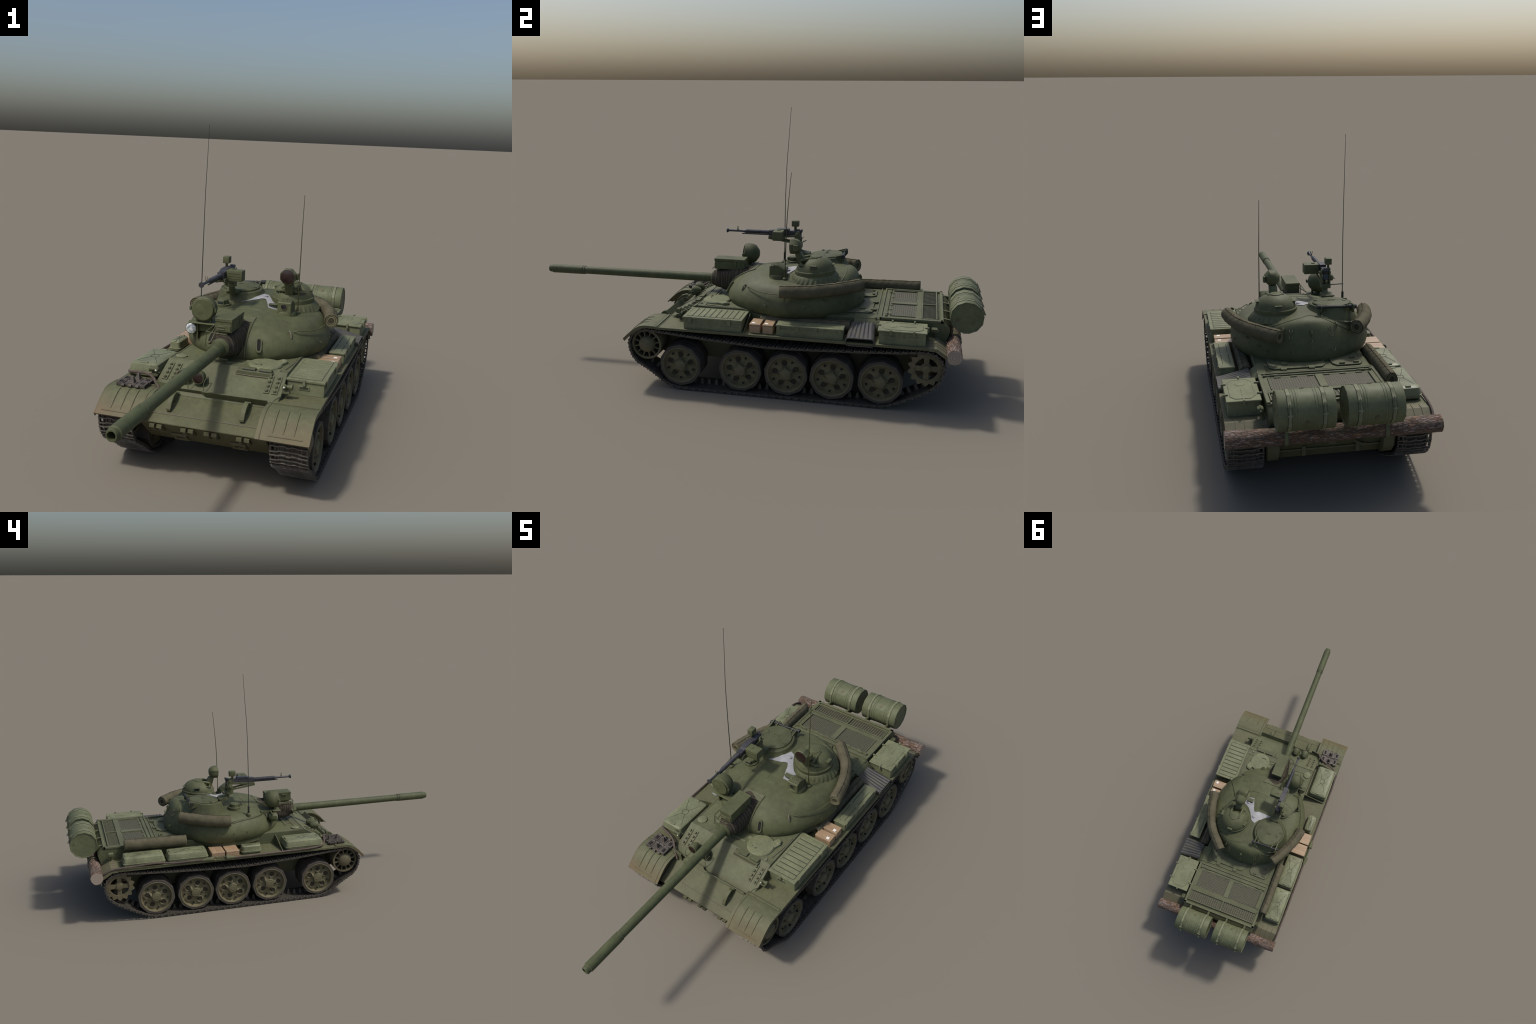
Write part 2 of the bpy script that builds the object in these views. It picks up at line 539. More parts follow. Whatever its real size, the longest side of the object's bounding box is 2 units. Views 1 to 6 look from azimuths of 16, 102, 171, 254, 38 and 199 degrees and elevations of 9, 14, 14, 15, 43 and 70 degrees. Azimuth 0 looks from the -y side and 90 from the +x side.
# splash board: standing plate across the glacis, with a stepped right end
g = Geo()
bn = Vector((0, -0.56, 0.83)).normalized()
def gp(x, y):
    return Vector((x, y, glacis_z(y) + 0.001))
def board(p, q, h0, h1):
    t = Vector((0, 0.83, 0.56)) * 0.004
    vs = [p, q, q + bn * h1, p + bn * h0]
    vs += [v + t for v in vs]
    g.add(vs, [(0, 1, 2, 3), (7, 6, 5, 4)] + [(j, 4 + j, 4 + (j + 1) % 4, (j + 1) % 4) for j in range(4)])
board(gp(-0.028, -0.327), gp(0.187, -0.327), 0.027, 0.031)
board(gp(-0.200, -0.318), gp(-0.044, -0.318), 0.017, 0.017)
board(gp(-0.044, -0.318), gp(-0.028, -0.327), 0.017, 0.027)
g.add([(-0.155, -0.338, 0.250), (-0.207, -0.328, 0.258), (-0.207, -0.328, 0.292), (-0.158, -0.337, 0.293), (-0.155, -0.334, 0.250), (-0.207, -0.324, 0.258), (-0.207, -0.324, 0.292), (-0.158, -0.333, 0.293)],
      [(0, 1, 2, 3), (7, 6, 5, 4)] + [(j, 4 + j, 4 + (j + 1) % 4, (j + 1) % 4) for j in range(4)])
build("splash_board", g, "hull", hull, bevel=0.0008)

# tow hooks on glacis
def tow_hook(x):
    h = Geo()
    prof = [(-0.336, 0.000), (-0.340, 0.016), (-0.354, 0.030), (-0.376, 0.034), (-0.394, 0.027), (-0.402, 0.013), (-0.396, 0.009), (-0.386, 0.017), (-0.372, 0.018), (-0.364, 0.012), (-0.362, 0.000)]
    poly = [(y, glacis_z(y) + dz) for y, dz in prof]
    h.prism(poly, "yz", x - 0.008, x + 0.008)
    h.tube([(x - 0.011, -0.338, glacis_z(-0.338) + 0.014), (x + 0.011, -0.338, glacis_z(-0.338) + 0.014)], 0.004, 8)
    h.box(x - 0.008, x + 0.008, -0.404, -0.396, glacis_z(-0.400) + 0.006, glacis_z(-0.400) + 0.015)
    return build("tow_hook", h, "hull", hull, bevel=0.0012)
tow_hook(0.123)
tow_hook(-0.127)

# spare-track bolt pads (two strips of four studs, each side)
bp = Geo()
sl = math.atan2(GL_TOP[1] - GL_LOW[1], GL_TOP[0] - GL_LOW[0])
for xs in ((0.166, 0.194), (-0.166, -0.194)):
    for x in xs:
        c = Vector((x, -0.248, glacis_z(-0.248) + up))
        mt = Matrix.Translation(c) @ Matrix.Rotation(sl, 4, "X")
        bp.box(-0.0095, 0.0095, -0.040, 0.040, -0.001, 0.0035, 0, mt)
        for k in range(4):
            vv = -0.030 + k * 0.020
            b = Geo()
            b.lathe([(0.0062, 0.0035), (0.0062, 0.007), (0.0035, 0.011)], (0, vv, 0), "z", 6)
            bp.add([mt @ Vector(p) for p in b.v], b.f, 0)
build("bolt_pad", bp, "deck", hull, angle=25)

# driver hatch with periscopes
g = Geo()
hc = (0.118, -0.128)
g.lathe([(0.060, 0.326), (0.060, 0.3345), (0.055, 0.3385), (0.02, 0.3396)], (hc[0], hc[1], 0), "z", 28)
g.prism([(0.140, -0.098), (0.162, -0.060), (0.180, -0.062), (0.186, -0.082), (0.176, -0.110)], "xy", 0.328, 0.3390)
g.lathe([(0.013, 0.337), (0.012, 0.3415), (0.006, 0.3425)], (0.172, -0.076, 0), "z", 12)
g.tube([(0.090, -0.152, 0.339), (0.094, -0.160, 0.345), (0.110, -0.160, 0.345), (0.114, -0.152, 0.339)], 0.0018, 6)
dh = build("driver_hatch", g, "box", hull, bevel=0.0012)
g = Geo()
g.box(0.044, 0.168, -0.222, -0.194, 0.316, 0.3328)
build("periscope_well", g, "deck", hull, bevel=0.001)
g = Geo()
for x in (0.060, 0.118):
    g.box(x, x + 0.046, -0.214, -0.194, 0.316, 0.3405, 0)
    g.box(x + 0.004, x + 0.042, -0.2152, -0.2138, 0.327, 0.3380, 1)
build("driver_periscope", g, ["hull", "glass"], hull, bevel=0.001)
g = Geo()
g.tube([(0.042, -0.198, 0.333), (0.042, -0.224, 0.320), (0.105, -0.226, 0.319), (0.170, -0.224, 0.320)], 0.002, 6)
build("weld_bead", g, "weld", hull)["kind"] = "stuff"

# front deck fittings
g = Geo()
g.lathe([(0.021, 0.327), (0.021, 0.335), (0.017, 0.337)], (-0.185, -0.153, 0), "z", 16)
g.lathe([(0.009, 0.328), (0.008, 0.336)], (0.055, -0.120, 0), "z", 10)
g.lathe([(0.008, 0.328), (0.006, 0.337)], (0.182, -0.180, 0), "z", 10)
g.box(-0.130, -0.02, -0.125, -0.119, 0.328, 0.333)
g.box(-0.02, 0.05, -0.150, -0.144, 0.328, 0.333)
build("deck_cap", g, "box", hull, angle=30)
g = Geo()
g.tube([(0.205, -0.02, 0.331), (0.208, -0.06, 0.3315), (0.196, -0.155, 0.3315)], 0.0022, 6)
g.tube([(-0.12, -0.19, 0.3325), (-0.10, -0.13, 0.3305)], 0.0018, 6)
build("weld_bead", g, "weld", hull)["kind"] = "stuff"

# headlights on the glacis, right of centre, with wire guards
def headlight(x, y, z, glass):
    h = Geo()
    h.lathe([(0.010, 0.026), (0.018, 0.016), (0.0215, 0.002), (0.0225, -0.010), (0.0215, -0.014), (0.019, -0.0145)], (x, y, z), "y", 16, 0)
    h.lathe([(0.0185, -0.0145), (0.012, -0.0165), (0.004, -0.0175)], (x, y, z), "y", 16, 1)
    h.tube([(x, y + 0.006, z - 0.018), (x, y + 0.004, glacis_z(y) + 0.001)], 0.006, 8, 0)
    return build("headlight", h, ["hull", glass], hull, angle=50)
headlight(-0.066, -0.287, 0.312, "irglass")
headlight(-0.122, -0.287, 0.313, "irglass")
g = Geo()
for x in (-0.039, -0.094, -0.149):
    z0, z1 = glacis_z(-0.316) + 0.002, glacis_z(-0.276) + 0.002
    g.tube([(x, -0.316, z0), (x, -0.317, z0 + 0.034), (x + 0.002, -0.306, z0 + 0.046), (x + 0.004, -0.288, z1 + 0.030), (x + 0.004, -0.280, z1 + 0.018), (x + 0.002, -0.276, z1)], 0.0013, 6)
build("lamp_guard", g, "hull", hull)

# marker lamps / horn on stalks
def marker(x, y, z, s):
    h = Geo()
    h.lathe([(0.006, -0.008), (0.0085, -0.004), (0.0085, 0.004), (0.006, 0.008)], (x, y, z), "y", 12, 0)
    h.lathe([(0.0035, -0.0095), (0.002, -0.0105)], (x, y, z), "y", 8, 1)
    h.lathe([(0.005, 0.0), (0.006, 0.010), (0.010, 0.024), (0.010, 0.027)], (x, y + 0.002, z), "x", 12, 0) if s > 0 else \
        h.lathe([(0.010, -0.027), (0.010, -0.024), (0.006, -0.010), (0.005, 0.0)], (x, y + 0.002, z), "x", 12, 0)
    h.tube([(x + s * 0.006, y + 0.004, z), (x + s * 0.006, y + 0.004, 0.268)], 0.0025, 6, 0)
    h.box(x - 0.012 + s * 0.006, x + 0.012 + s * 0.006, y - 0.006, y + 0.014, z - 0.022, z - 0.016, 0)
    return build("marker_lamp", h, ["hull", "label"], hull, angle=40)
marker(0.224, -0.266, 0.312, 1)
marker(-0.232, -0.262, 0.308, -1)

# bow underside: paired spare-link pins and towing shackles
g = Geo()
lo_n = Vector((0, -0.09, -0.107)).normalized()
def bowpt(x, t, off=0.0):
    p = Vector((x, lerp(-0.442, -0.335, t), lerp(0.194, 0.104, t)))
    return p + Vector((0, -0.644, -0.765)) * off
for xc in (-0.152, -0.044, 0.035, 0.142):
    for dx in (-0.0125, 0.0125):
        x = xc + dx
        a, b = bowpt(x, 0.10, 0.003), bowpt(x, 0.42, 0.003)
        g.tube([a, b], 0.0055, 6)
        g.tube([bowpt(x, 0.14, 0.008), bowpt(x, 0.20, 0.008)], 0.0065, 6)
        g.tube([bowpt(x, 0.26, 0.008), bowpt(x, 0.31, 0.008)], 0.0055, 6)
        g.box(x - 0.0085, x + 0.0085, -0.447, -0.430, 0.180, 0.190)
for xc in (-0.093, 0.110):
    for dx in (-0.018, 0.018):
        g.tube([bowpt(xc + dx, 0.55, 0.001), bowpt(xc + dx, 0.85, 0.003)], 0.0055, 6)
    g.tube([bowpt(xc - 0.026, 0.56, 0.003), bowpt(xc + 0.026, 0.56, 0.003)], 0.0055, 6)
    g.tube([bowpt(xc - 0.026, 0.84, 0.003), bowpt(xc + 0.026, 0.84, 0.003)], 0.005, 6)
build("bow_fitting", g, "hull", hull, angle=30)["kind"] = "stuff"

# lower hull fittings: swing arms, return shadow plates, final drives
WHEEL_Y = [-0.228, 0.031, 0.223, 0.411, 0.606]
WHEEL_Z, WHEEL_R = 0.1035, 0.0905
g = Geo()
for s in (-1, 1):
    for y in WHEEL_Y:
        g.tube([(s * 0.205, y + 0.055, 0.140), (s * 0.228, y + 0.055, 0.140)], 0.018, 12)
        g.tube([(s * 0.222, y + 0.055, 0.140), (s * 0.226, y, WHEEL_Z)], 0.012, 8)
        g.tube([(s * 0.222, y, WHEEL_Z), (s * 0.30, y, WHEEL_Z)], 0.014, 10)
    g.tube([(s * 0.205, -0.376, 0.182), (s * 0.30, -0.376, 0.182)], 0.020, 12)
build("suspension_arm", g, "hull", hull)["kind"] = "stuff"
for s in (-1, 1):
    g = Geo()
    prof = [(0.062, 0.176), (0.070, 0.180), (0.070, 0.216), (0.062, 0.222)]
    if s < 0:
        prof = [(r, -h) for r, h in reversed(prof)]
    g.lathe(prof, (0, 0.781, 0.178), "x", 24)
    g.tube([(s * 0.21, 0.781, 0.178), (s * 0.322, 0.781, 0.178)], 0.022, 12)
    build("final_drive", g, "hull", hull)

# rear plate detail: ledge, hooks, tow coupling, drum bracket arms
g = Geo()
g.box(-0.176, 0.176, 0.812, 0.826, 0.152, 0.158)
for x in (-0.095, 0.092):
    g.box(x - 0.007, x + 0.007, 0.806, 0.828, 0.132, 0.168)
g.box(-0.014, 0.014, 0.835, 0.853, 0.18, 0.205)
g.tube([(-0.075, 0.845, 0.188), (-0.098, 0.862, 0.178), (-0.115, 0.848, 0.170), (-0.098, 0.838, 0.172)], 0.006, 8)
g.tube([(-0.11, 0.845, 0.20), (-0.17, 0.845, 0.215)], 0.006, 8)
build("rear_fitting", g, "hull", hull, bevel=0.001)
DX = [0.168, 0.057, -0.056, -0.167]
g = Geo()
for x in DX:
    g.prism([(0.838, 0.336), (0.850, 0.330), (0.872, 0.306), (0.888, 0.300), (0.930, 0.278), (0.934, 0.284), (0.885, 0.312), (0.880, 0.330)], "yz", x - 0.006, x + 0.006)
build("drum_bracket", g, "hull", hull, bevel=0.001)

# ------------------------------------------------------------------ engine deck
g = Geo()
# raised frame around the radiator screens
fr = [(-0.2175, -0.204, 0.588, 0.841), (0.204, 0.2175, 0.588, 0.841)]
for x0, x1, y0, y1 in fr:
    g.box(x0, x1, y0, y1, 0.3285, 0.3384)
g.box(-0.2175, 0.2175, 0.586, 0.594, 0.3285, 0.3394)
g.box(-0.2175, 0.2175, 0.828, 0.840, 0.3285, 0.3384)
g.box(-0.204, 0.204, 0.728, 0.752, 0.3285, 0.3354)
g.box(-0.204, 0.204, 0.594, 0.626, 0.3285, 0.3344)
g.box(-0.204, -0.187, 0.626, 0.728, 0.3285, 0.3354)
g.box(0.187, 0.204, 0.626, 0.728, 0.3285, 0.3354)
g.box(-0.2175, 0.2175, 0.568, 0.574, 0.3285, 0.3354)
build("engine_deck_frame", g, "deck", hull, bevel=0.001)
g = Geo()
g.box(-0.187, 0.187, 0.626, 0.728, 0.3275, 0.3334)
build("radiator_screen", g, "screen", hull)
g = Geo()
g.box(-0.014, 0.014, 0.622, 0.732, 0.3319, 0.3384)
for x in (-0.187, 0.184):
    g.box(x, x + 0.003, 0.626, 0.728, 0.3319, 0.3394)
g.tube([(-0.196, 0.612, 0.3374), (0.196, 0.612, 0.3374)], 0.0024, 8)
for x in (-0.160, 0.160):
    g.tube([(x - 0.014, 0.612, 0.3374), (x + 0.014, 0.612, 0.3374)], 0.0052, 8)
for x in (-0.196, 0.196):
    g.tube([(x - 0.004, 0.612, 0.3379), (x + 0.004, 0.612, 0.3379)], 0.006, 8)
for i in range(6):
    x = -0.15 + i * 0.06
    g.box(x - 0.011, x + 0.011, 0.619, 0.628, 0.3329, 0.3369)
build("screen_frame", g, "deck", hull, bevel=0.0006)
# rear louvre: slatted bars over a dark mesh, two bays
g = Geo()
g.box(-0.199, 0.199, 0.756, 0.812, 0.3275, 0.3326)
build("louvre_mesh", g, "louvre_mesh", hull)
g = Geo()
for x0, x1 in ((-0.202, -0.197), (0.197, 0.202), (-0.004, 0.004)):
    g.box(x0, x1, 0.753, 0.815, 0.3319, 0.3394)
for y0, y1 in ((0.752, 0.757), (0.811, 0.816)):
    g.box(-0.202, 0.202, y0, y1, 0.3319, 0.3399)
build("louvre_frame", g, "deck", hull, bevel=0.0006)
g = Geo()
g.mat = 0
g.box(-0.003, 0.003, 0.757, 0.811, 0.3319, 0.3374)
slat_src = None
for bay in (-1, 1):
    for i in range(15):
        x = bay * (0.0145 + i * 0.0126)
        s = Geo()
        s.box(-0.0016, 0.0016, -0.027, 0.027, 0.0015, 0.0062)
        if slat_src is None:
            slat_src = build("louvre_slat", s, "screen_bar", hull)
            slat_src.location = (x, 0.784, 0.3290)
        else:
            repeat(slat_src, hull, Matrix.Translation((x, 0.784, 0.3290)))

# engine access hatches (raised octagon rims, hinges)
def rim_loop(poly, z, r=0.0022):
    h = Geo()
    pts = poly + [poly[0]]
    for i in range(len(poly)):
        a, b = Vector((*pts[i], z)), Vector((*pts[i + 1], z))
        h.tube([a, b], r, 6)
    return h
h1 = [(0.150, 0.40), (0.165, 0.43), (0.165, 0.530), (0.150, 0.550), (-0.030, 0.550), (-0.046, 0.530), (-0.046, 0.43)]
h2 = [(-0.075, 0.42), (-0.075, 0.530), (-0.090, 0.550), (-0.175, 0.550), (-0.188, 0.532), (-0.188, 0.42)]
for poly in (h1, h2):
    g = Geo()
    g.prism(poly, "xy", 0.331, 0.3356)
    rl = rim_loop(poly, 0.3356)
    g.add(rl.v, rl.f)
    build("engine_hatch", g, "deck", hull, bevel=0.0006)
g = Geo()
for x, y in ((0.115, 0.554), (0.010, 0.554), (0.105, 0.505)):
    g.box(x - 0.011, x + 0.011, y - 0.010, y + 0.014, 0.334, 0.3405)
for x, y in ((-0.165, 0.535), (-0.110, 0.538), (-0.16, 0.49)):
    g.box(x - 0.010, x + 0.010, y - 0.004, y + 0.004, 0.334, 0.3415)
    g.tube([(x - 0.007, y + 0.006, 0.336), (x, y - 0.008, 0.340), (x + 0.007, y + 0.006, 0.336)], 0.0015, 5)
build("hatch_hinge", g, "hull", hull, bevel=0.001)

# exhaust transition cover on the left
g = Geo()
poly = [(0.184, 0.3385), (0.206, 0.3345), (0.250, 0.300), (0.250, 0.272), (0.184, 0.272)]
g.prism(poly, "xz", 0.484, 0.588)
build("exhaust_cover", g, "hull", hull, bevel=0.001)

# ------------------------------------------------------------------ fenders
FZ = 0.2700
for s in (-1, 1):
    g = Geo()
    x0, x1 = s * 0.200, s * 0.3555
    g.prism([(-0.315, FZ), (0.790, FZ), (0.790, FZ - 0.004), (-0.315, FZ - 0.004)], "yz", x0, x1)
    # folded outer lip
    g.prism([(-0.315, FZ + 0.0004), (0.790, FZ + 0.0004), (0.790, 0.2600), (-0.315, 0.2600)], "yz", s * 0.352, s * 0.3562)
    build("fender", g, "fender", hull, bevel=0.0008)
    # front mudguard: curved sheet with three pressed ribs
    prof = [(-0.312, 0.2712), (-0.345, 0.2735), (-0.375, 0.2738), (-0.397, 0.2700), (-0.418, 0.2585), (-0.438, 0.2430), (-0.456, 0.2265), (-0.474, 0.2090)]
    g = Geo()
    inner = [(y + 0.003, z - 0.004) for y, z in reversed(prof)]
    g.prism(prof + inner, "yz", s * 0.187, s * 0.3565)
    lip = [(y, z + 0.0006) for y, z in prof] + [(y + 0.006, z - 0.011) for y, z in reversed(prof)]
    g.prism(lip, "yz", s * 0.3535, s * 0.3575)
    skirt = prof + [(-0.452, 0.205), (-0.430, 0.214), (-0.312, 0.262)]
    g.prism(skirt, "yz", s * 0.1995, s * 0.2025)
    build("mudguard", g, "fender", hull, angle=50)
    g = Geo()
    for k in range(3):
        xx = s * (0.238 + 0.034 * k)
        rib = [Vector((xx, y, z + 0.0006)) for y, z in prof[2:7]]
        g.tube(rib, [0.0012, 0.003, 0.003, 0.003, 0.0012], 6)
    g.tube([Vector((s * 0.225, -0.463, 0.2205)), Vector((s * 0.335, -0.463, 0.2205))], 0.0016, 6)
    g.box(min(s * 0.20, s * 0.352), max(s * 0.20, s * 0.352), -0.326, -0.319, 0.271, 0.2755)
    build("mudguard_rib", g, "fender", hull)["kind"] = "stuff"
    # pressed floor panel in front of the bins
    # rear mudguard: sloping ribbed panel with drop flange
    g = Geo()
    rp = [(0.786, 0.2705), (0.816, 0.2700), (0.862, 0.2405), (0.868, 0.2000), (0.865, 0.2000), (0.858, 0.2380), (0.814, 0.2655), (0.786, 0.2660)]
    g.prism(rp, "yz", s * 0.205, s * 0.356)
    lip = [(0.786, 0.2709), (0.817, 0.2705), (0.8625, 0.2415), (0.857, 0.228), (0.812, 0.2580), (0.786, 0.2590)]
    g.prism(lip, "yz", s * 0.3525, s * 0.3570)
    for k in range(4):
        xx = s * (0.232 + 0.030 * k)
        g.tube([(xx, 0.792, 0.2712), (xx, 0.815, 0.2708), (xx, 0.858, 0.2435)], 0.0018, 6)
    build("rear_mudguard", g, "rearfender", hull, angle=30)

# fender gusset on the right
g = Geo()
g.prism([(-0.345, 0.270), (-0.212, 0.270), (-0.212, 0.320), (-0.330, 0.280)], "xz", -0.0365, -0.0335)
g.prism([(0.352, 0.270), (0.212, 0.270), (0.212, 0.322), (0.300, 0.290)], "xz", 0.0465, 0.0495)
build("fender_gusset", g, "hull", hull)

# rear convoy lamps
for s in (-1, 1):
    g = Geo()
    g.lathe([(0.010, -0.012), (0.012, -0.010), (0.012, 0.010), (0.009, 0.013)], (s * 0.236, 0.806, 0.305), "y", 6, 0)
    g.lathe([(0.003, 0.0125), (0.002, 0.0145)], (s * 0.236, 0.806, 0.305), "y", 8, 1)
    g.tube([(s * 0.236, 0.806, 0.296), (s * 0.222, 0.806, 0.272)], 0.004, 6, 0)
    build("tail_lamp", g, ["hull", "label"], hull, angle=25)

# ------------------------------------------------------------------ running gear
TX0, TX1 = 0.230, 0.351
TXC = 0.5 * (TX0 + TX1)
IDL, SPR = Vector((-0.3765, 0.1835)), Vector((0.781, 0.179))

def track_path():
    """Closed centre line of one track in (y, z)."""
    hz = 0.0080
    pts = [(-0.225, hz), (0.612, hz), (0.640, 0.0130), (0.664, 0.0245), (0.706, 0.0440), (0.744, 0.0640), (0.774, 0.0800), (0.804, 0.0975), (0.829, 0.1215), (0.8435, 0.1500), (0.8475, 0.1790)]
    pts += [(SPR.x + math.cos(math.radians(a)) * 0.0690, SPR.y + math.sin(math.radians(a)) * 0.0690) for a in range(12, 92, 10)]
    pts += [(0.755, 0.2475), (0.707, 0.2420), (0.647, 0.2375), (0.496, 0.2290), (0.325, 0.2215), (0.220, 0.2185), (0.128, 0.2175), (-0.019, 0.2260), (-0.097, 0.2300), (-0.178, 0.2360), (-0.261, 0.2430), (-0.338, 0.2490)]
    pts += [(IDL.x + math.cos(math.radians(a)) * 0.0735, IDL.y + math.sin(math.radians(a)) * 0.0690) for a in range(92, 190, 10)]
    pts += [(-0.4430, 0.150), (-0.4280, 0.120), (-0.4080, 0.1040), (-0.376, 0.0880), (-0.334, 0.0590), (-0.291, 0.0260), (-0.257, 0.0125)]
    return pts

def resample(pts, count):
    P = [Vector((p[0], p[1])) for p in pts]
    P.append(P[0])
    seg = [(P[i + 1] - P[i]).length for i in range(len(P) - 1)]
    tot = sum(seg)
    out, i, acc = [], 0, 0.0
    for k in range(count):
        d = tot * k / count
        while acc + seg[i] < d:
            acc += seg[i]
            i += 1
        t = (d - acc) / seg[i]
        out.append(P[i].lerp(P[i + 1], t))
    return out, tot

LINKS = 90
path, total = resample(track_path(), LINKS)
pitch = total / LINKS

def link_mesh(name, parent, mat):
    """One cast shoe: local x across, y along travel, z outward."""
    h = Geo()
    W = (TX1 - TX0) / 2
    p = pitch / 2
    h.box(-W + 0.014, W - 0.014, -p * 0.90, p * 0.90, -0.0035, 0.0010)
    for s in (-1, 1):
        # end loops around the sprocket window
        h.box(s * W, s * (W - 0.006), -p * 0.86, p * 0.86, -0.0040, 0.0050)
        h.box(s * (W - 0.017), s * (W - 0.021), -p * 0.9, p * 0.9, -0.0035, 0.0052)
        h.box(s * (W - 0.006), s * (W - 0.017), p * 0.42, p * 0.80, -0.0035, 0.0045)
        h.box(s * (W - 0.006), s * (W - 0.017), -p * 0.80, -p * 0.42, -0.0035, 0.0045)
    # raised, stepped grousers
    def bar(pts, w, z1):
        for (xa, ya), (xb, yb) in zip(pts[:-1], pts[1:]):
            a, b = Vector((xa, ya, 0)), Vector((xb, yb, 0))
            t = (b - a).normalized()
            nr = Vector((-t.y, t.x, 0)) * w
            vs = [a - nr, b - nr, b + nr, a + nr]
            h.add([(q.x, q.y, 0.0) for q in vs] + [(q.x, q.y, z1) for q in vs],
                  [(3, 2, 1, 0), (4, 5, 6, 7)] + [(j, (j + 1) % 4, 4 + (j + 1) % 4, 4 + j) for j in range(4)], 1)
    bar([(-W, p * 0.62), (-W + .022, p * 0.50), (-W + .032, p * 0.30), (W - .032, p * 0.30), (W - .022, p * 0.55), (W, p * 0.62)], 0.0018, 0.0082)
    bar([(-W, -p * 0.62), (-W + .028, -p * 0.62), (-W + .036, -p * 0.82), (-W + .050, -p * 0.82), (-W + .056, -p * 0.60), (W - .056, -p * 0.60), (W - .050, -p * 0.82),
         (W - .036, -p * 0.82), (W - .028, -p * 0.62), (W, -p * 0.62)], 0.0018, 0.0082)
    for k in range(-2, 3):
        h.box(k * 0.0155 - 0.0012, k * 0.0155 + 0.0012, -p * 0.62, p * 0.30, 0.0, 0.0046)
    # pin knuckles along both joints
    for k in range(-4, 5):
        x = k * 0.0112
        yk = p * (0.95 if k % 2 else -0.95)
        h.tube([(x - 0.0048, yk, -0.0005), (x + 0.0048, yk, -0.0005)], 0.0036, 6)
    for s in (-1, 1):
        h.tube([(s * (W - 0.004), p * 0.95, -0.0005), (s * (W + 0.001), p * 0.95, -0.0005)], 0.0042, 8)
    # guide horn
    h.add([(-0.007, -0.008, -0.003), (0.007, -0.008, -0.003), (0.007, 0.008, -0.003), (-0.007, 0.008, -0.003),
           (-0.004, -0.0035, -0.027), (0.004, -0.0035, -0.027), (0.004, 0.0035, -0.027), (-0.004, 0.0035, -0.027)],
          [(0, 1, 2, 3), (7, 6, 5, 4)] + [(j, 4 + j, 4 + (j + 1) % 4, (j + 1) % 4) for j in range(4)])
    return build(name, h, mat, parent, angle=30)

link_src = None
for s in (-1, 1):
    tr = bpy.data.objects.new("track", None)
    bpy.context.scene.collection.objects.link(tr)
    tr.parent = tank
    for i in range(LINKS):
        a, b = path[i], path[(i + 1) % LINKS]
        mid = (a + b) / 2
        t = (b - a).normalized()
        # outward normal: path runs counter-clockwise seen with y right, z up
        nrm = Vector((t.y, -t.x))
        mtx = Matrix(((1, 0, 0, s * TXC), (0, t.x, nrm.x, mid.x), (0, t.y, nrm.y, mid.y), (0, 0, 0, 1)))
        # keep it right-handed
        mtx = mtx @ Matrix.Diagonal((-1, 1, 1, 1)) if mtx.to_3x3().determinant() < 0 else mtx
        if link_src is None:
            link_src = link_mesh("track_link", tr, ["track", "track_worn"])
            link_src.matrix_local = mtx
        else:
            repeat(link_src, tr, mtx)

# road wheel: pressed dish with five spokes and five pockets, two rubber tyres (twelve-sided, as worn flat)
def dish(face_x):
    """Outer dish as a polar height field looking along +x."""
    h = Geo()
    nr, na = 44, 200
    rings = []
    for i in range(nr + 1):
        r = lerp(0.0, 0.0755, i / nr)
        ring = []
        for j in range(na):
            a = 2 * pi * j / na
            ph = (a * 5 / (2 * pi)) % 1.0
            sp = abs(ph - 0.5) * 2            # 1 on spoke centre, 0 in pocket centre
            if r < 0.0235:
                x = lerp(-0.0085, 0.0, (0.0235 - r) / 0.0015) if r > 0.022 else 0.0005 if r > 0.0125 else 0.0018
            elif r > 0.070:
                x = lerp(-0.012, 0.0, min(1, (r - 0.070) / 0.003))
            else:
                u = (r - 0.0235) / (0.070 - 0.0235)
                base = lerp(-0.0125, -0.0150, u)
                w = max(0.0, min(1.0, (sp - 0.30) / 0.55))
                w = w * w * (3 - 2 * w)
                ridge = lerp(0.0100, 0.0055, u)
                x = base + w * ridge
                # pocket between the spokes
                da = (ph if ph < 0.5 else ph - 1.0) * (2 * pi / 5) * r
                d = math.hypot((r - 0.046), da * 1.0)
                x -= 0.008 * max(0.0, min(1.0, (0.0145 - d) / 0.005))
            ring.append(Vector((face_x + x, math.sin(a) * r, math.cos(a) * r)))
        rings.append(ring)
    h.rings(rings[1:], False)
    # pocket faces take a darkened colour with the hole shading baked in
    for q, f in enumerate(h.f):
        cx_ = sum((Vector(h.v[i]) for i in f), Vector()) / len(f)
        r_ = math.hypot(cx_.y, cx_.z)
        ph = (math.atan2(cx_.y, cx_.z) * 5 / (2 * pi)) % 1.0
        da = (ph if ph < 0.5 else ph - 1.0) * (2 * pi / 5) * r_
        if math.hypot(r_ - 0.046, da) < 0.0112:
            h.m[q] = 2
    c = len(h.v)
    h.v.append((face_x - 0.0015, 0, 0))
    for j in range(na):
        h.f.append((c, j, (j + 1) % na))
        h.m.append(0)
    return h

g = dish(0.047)
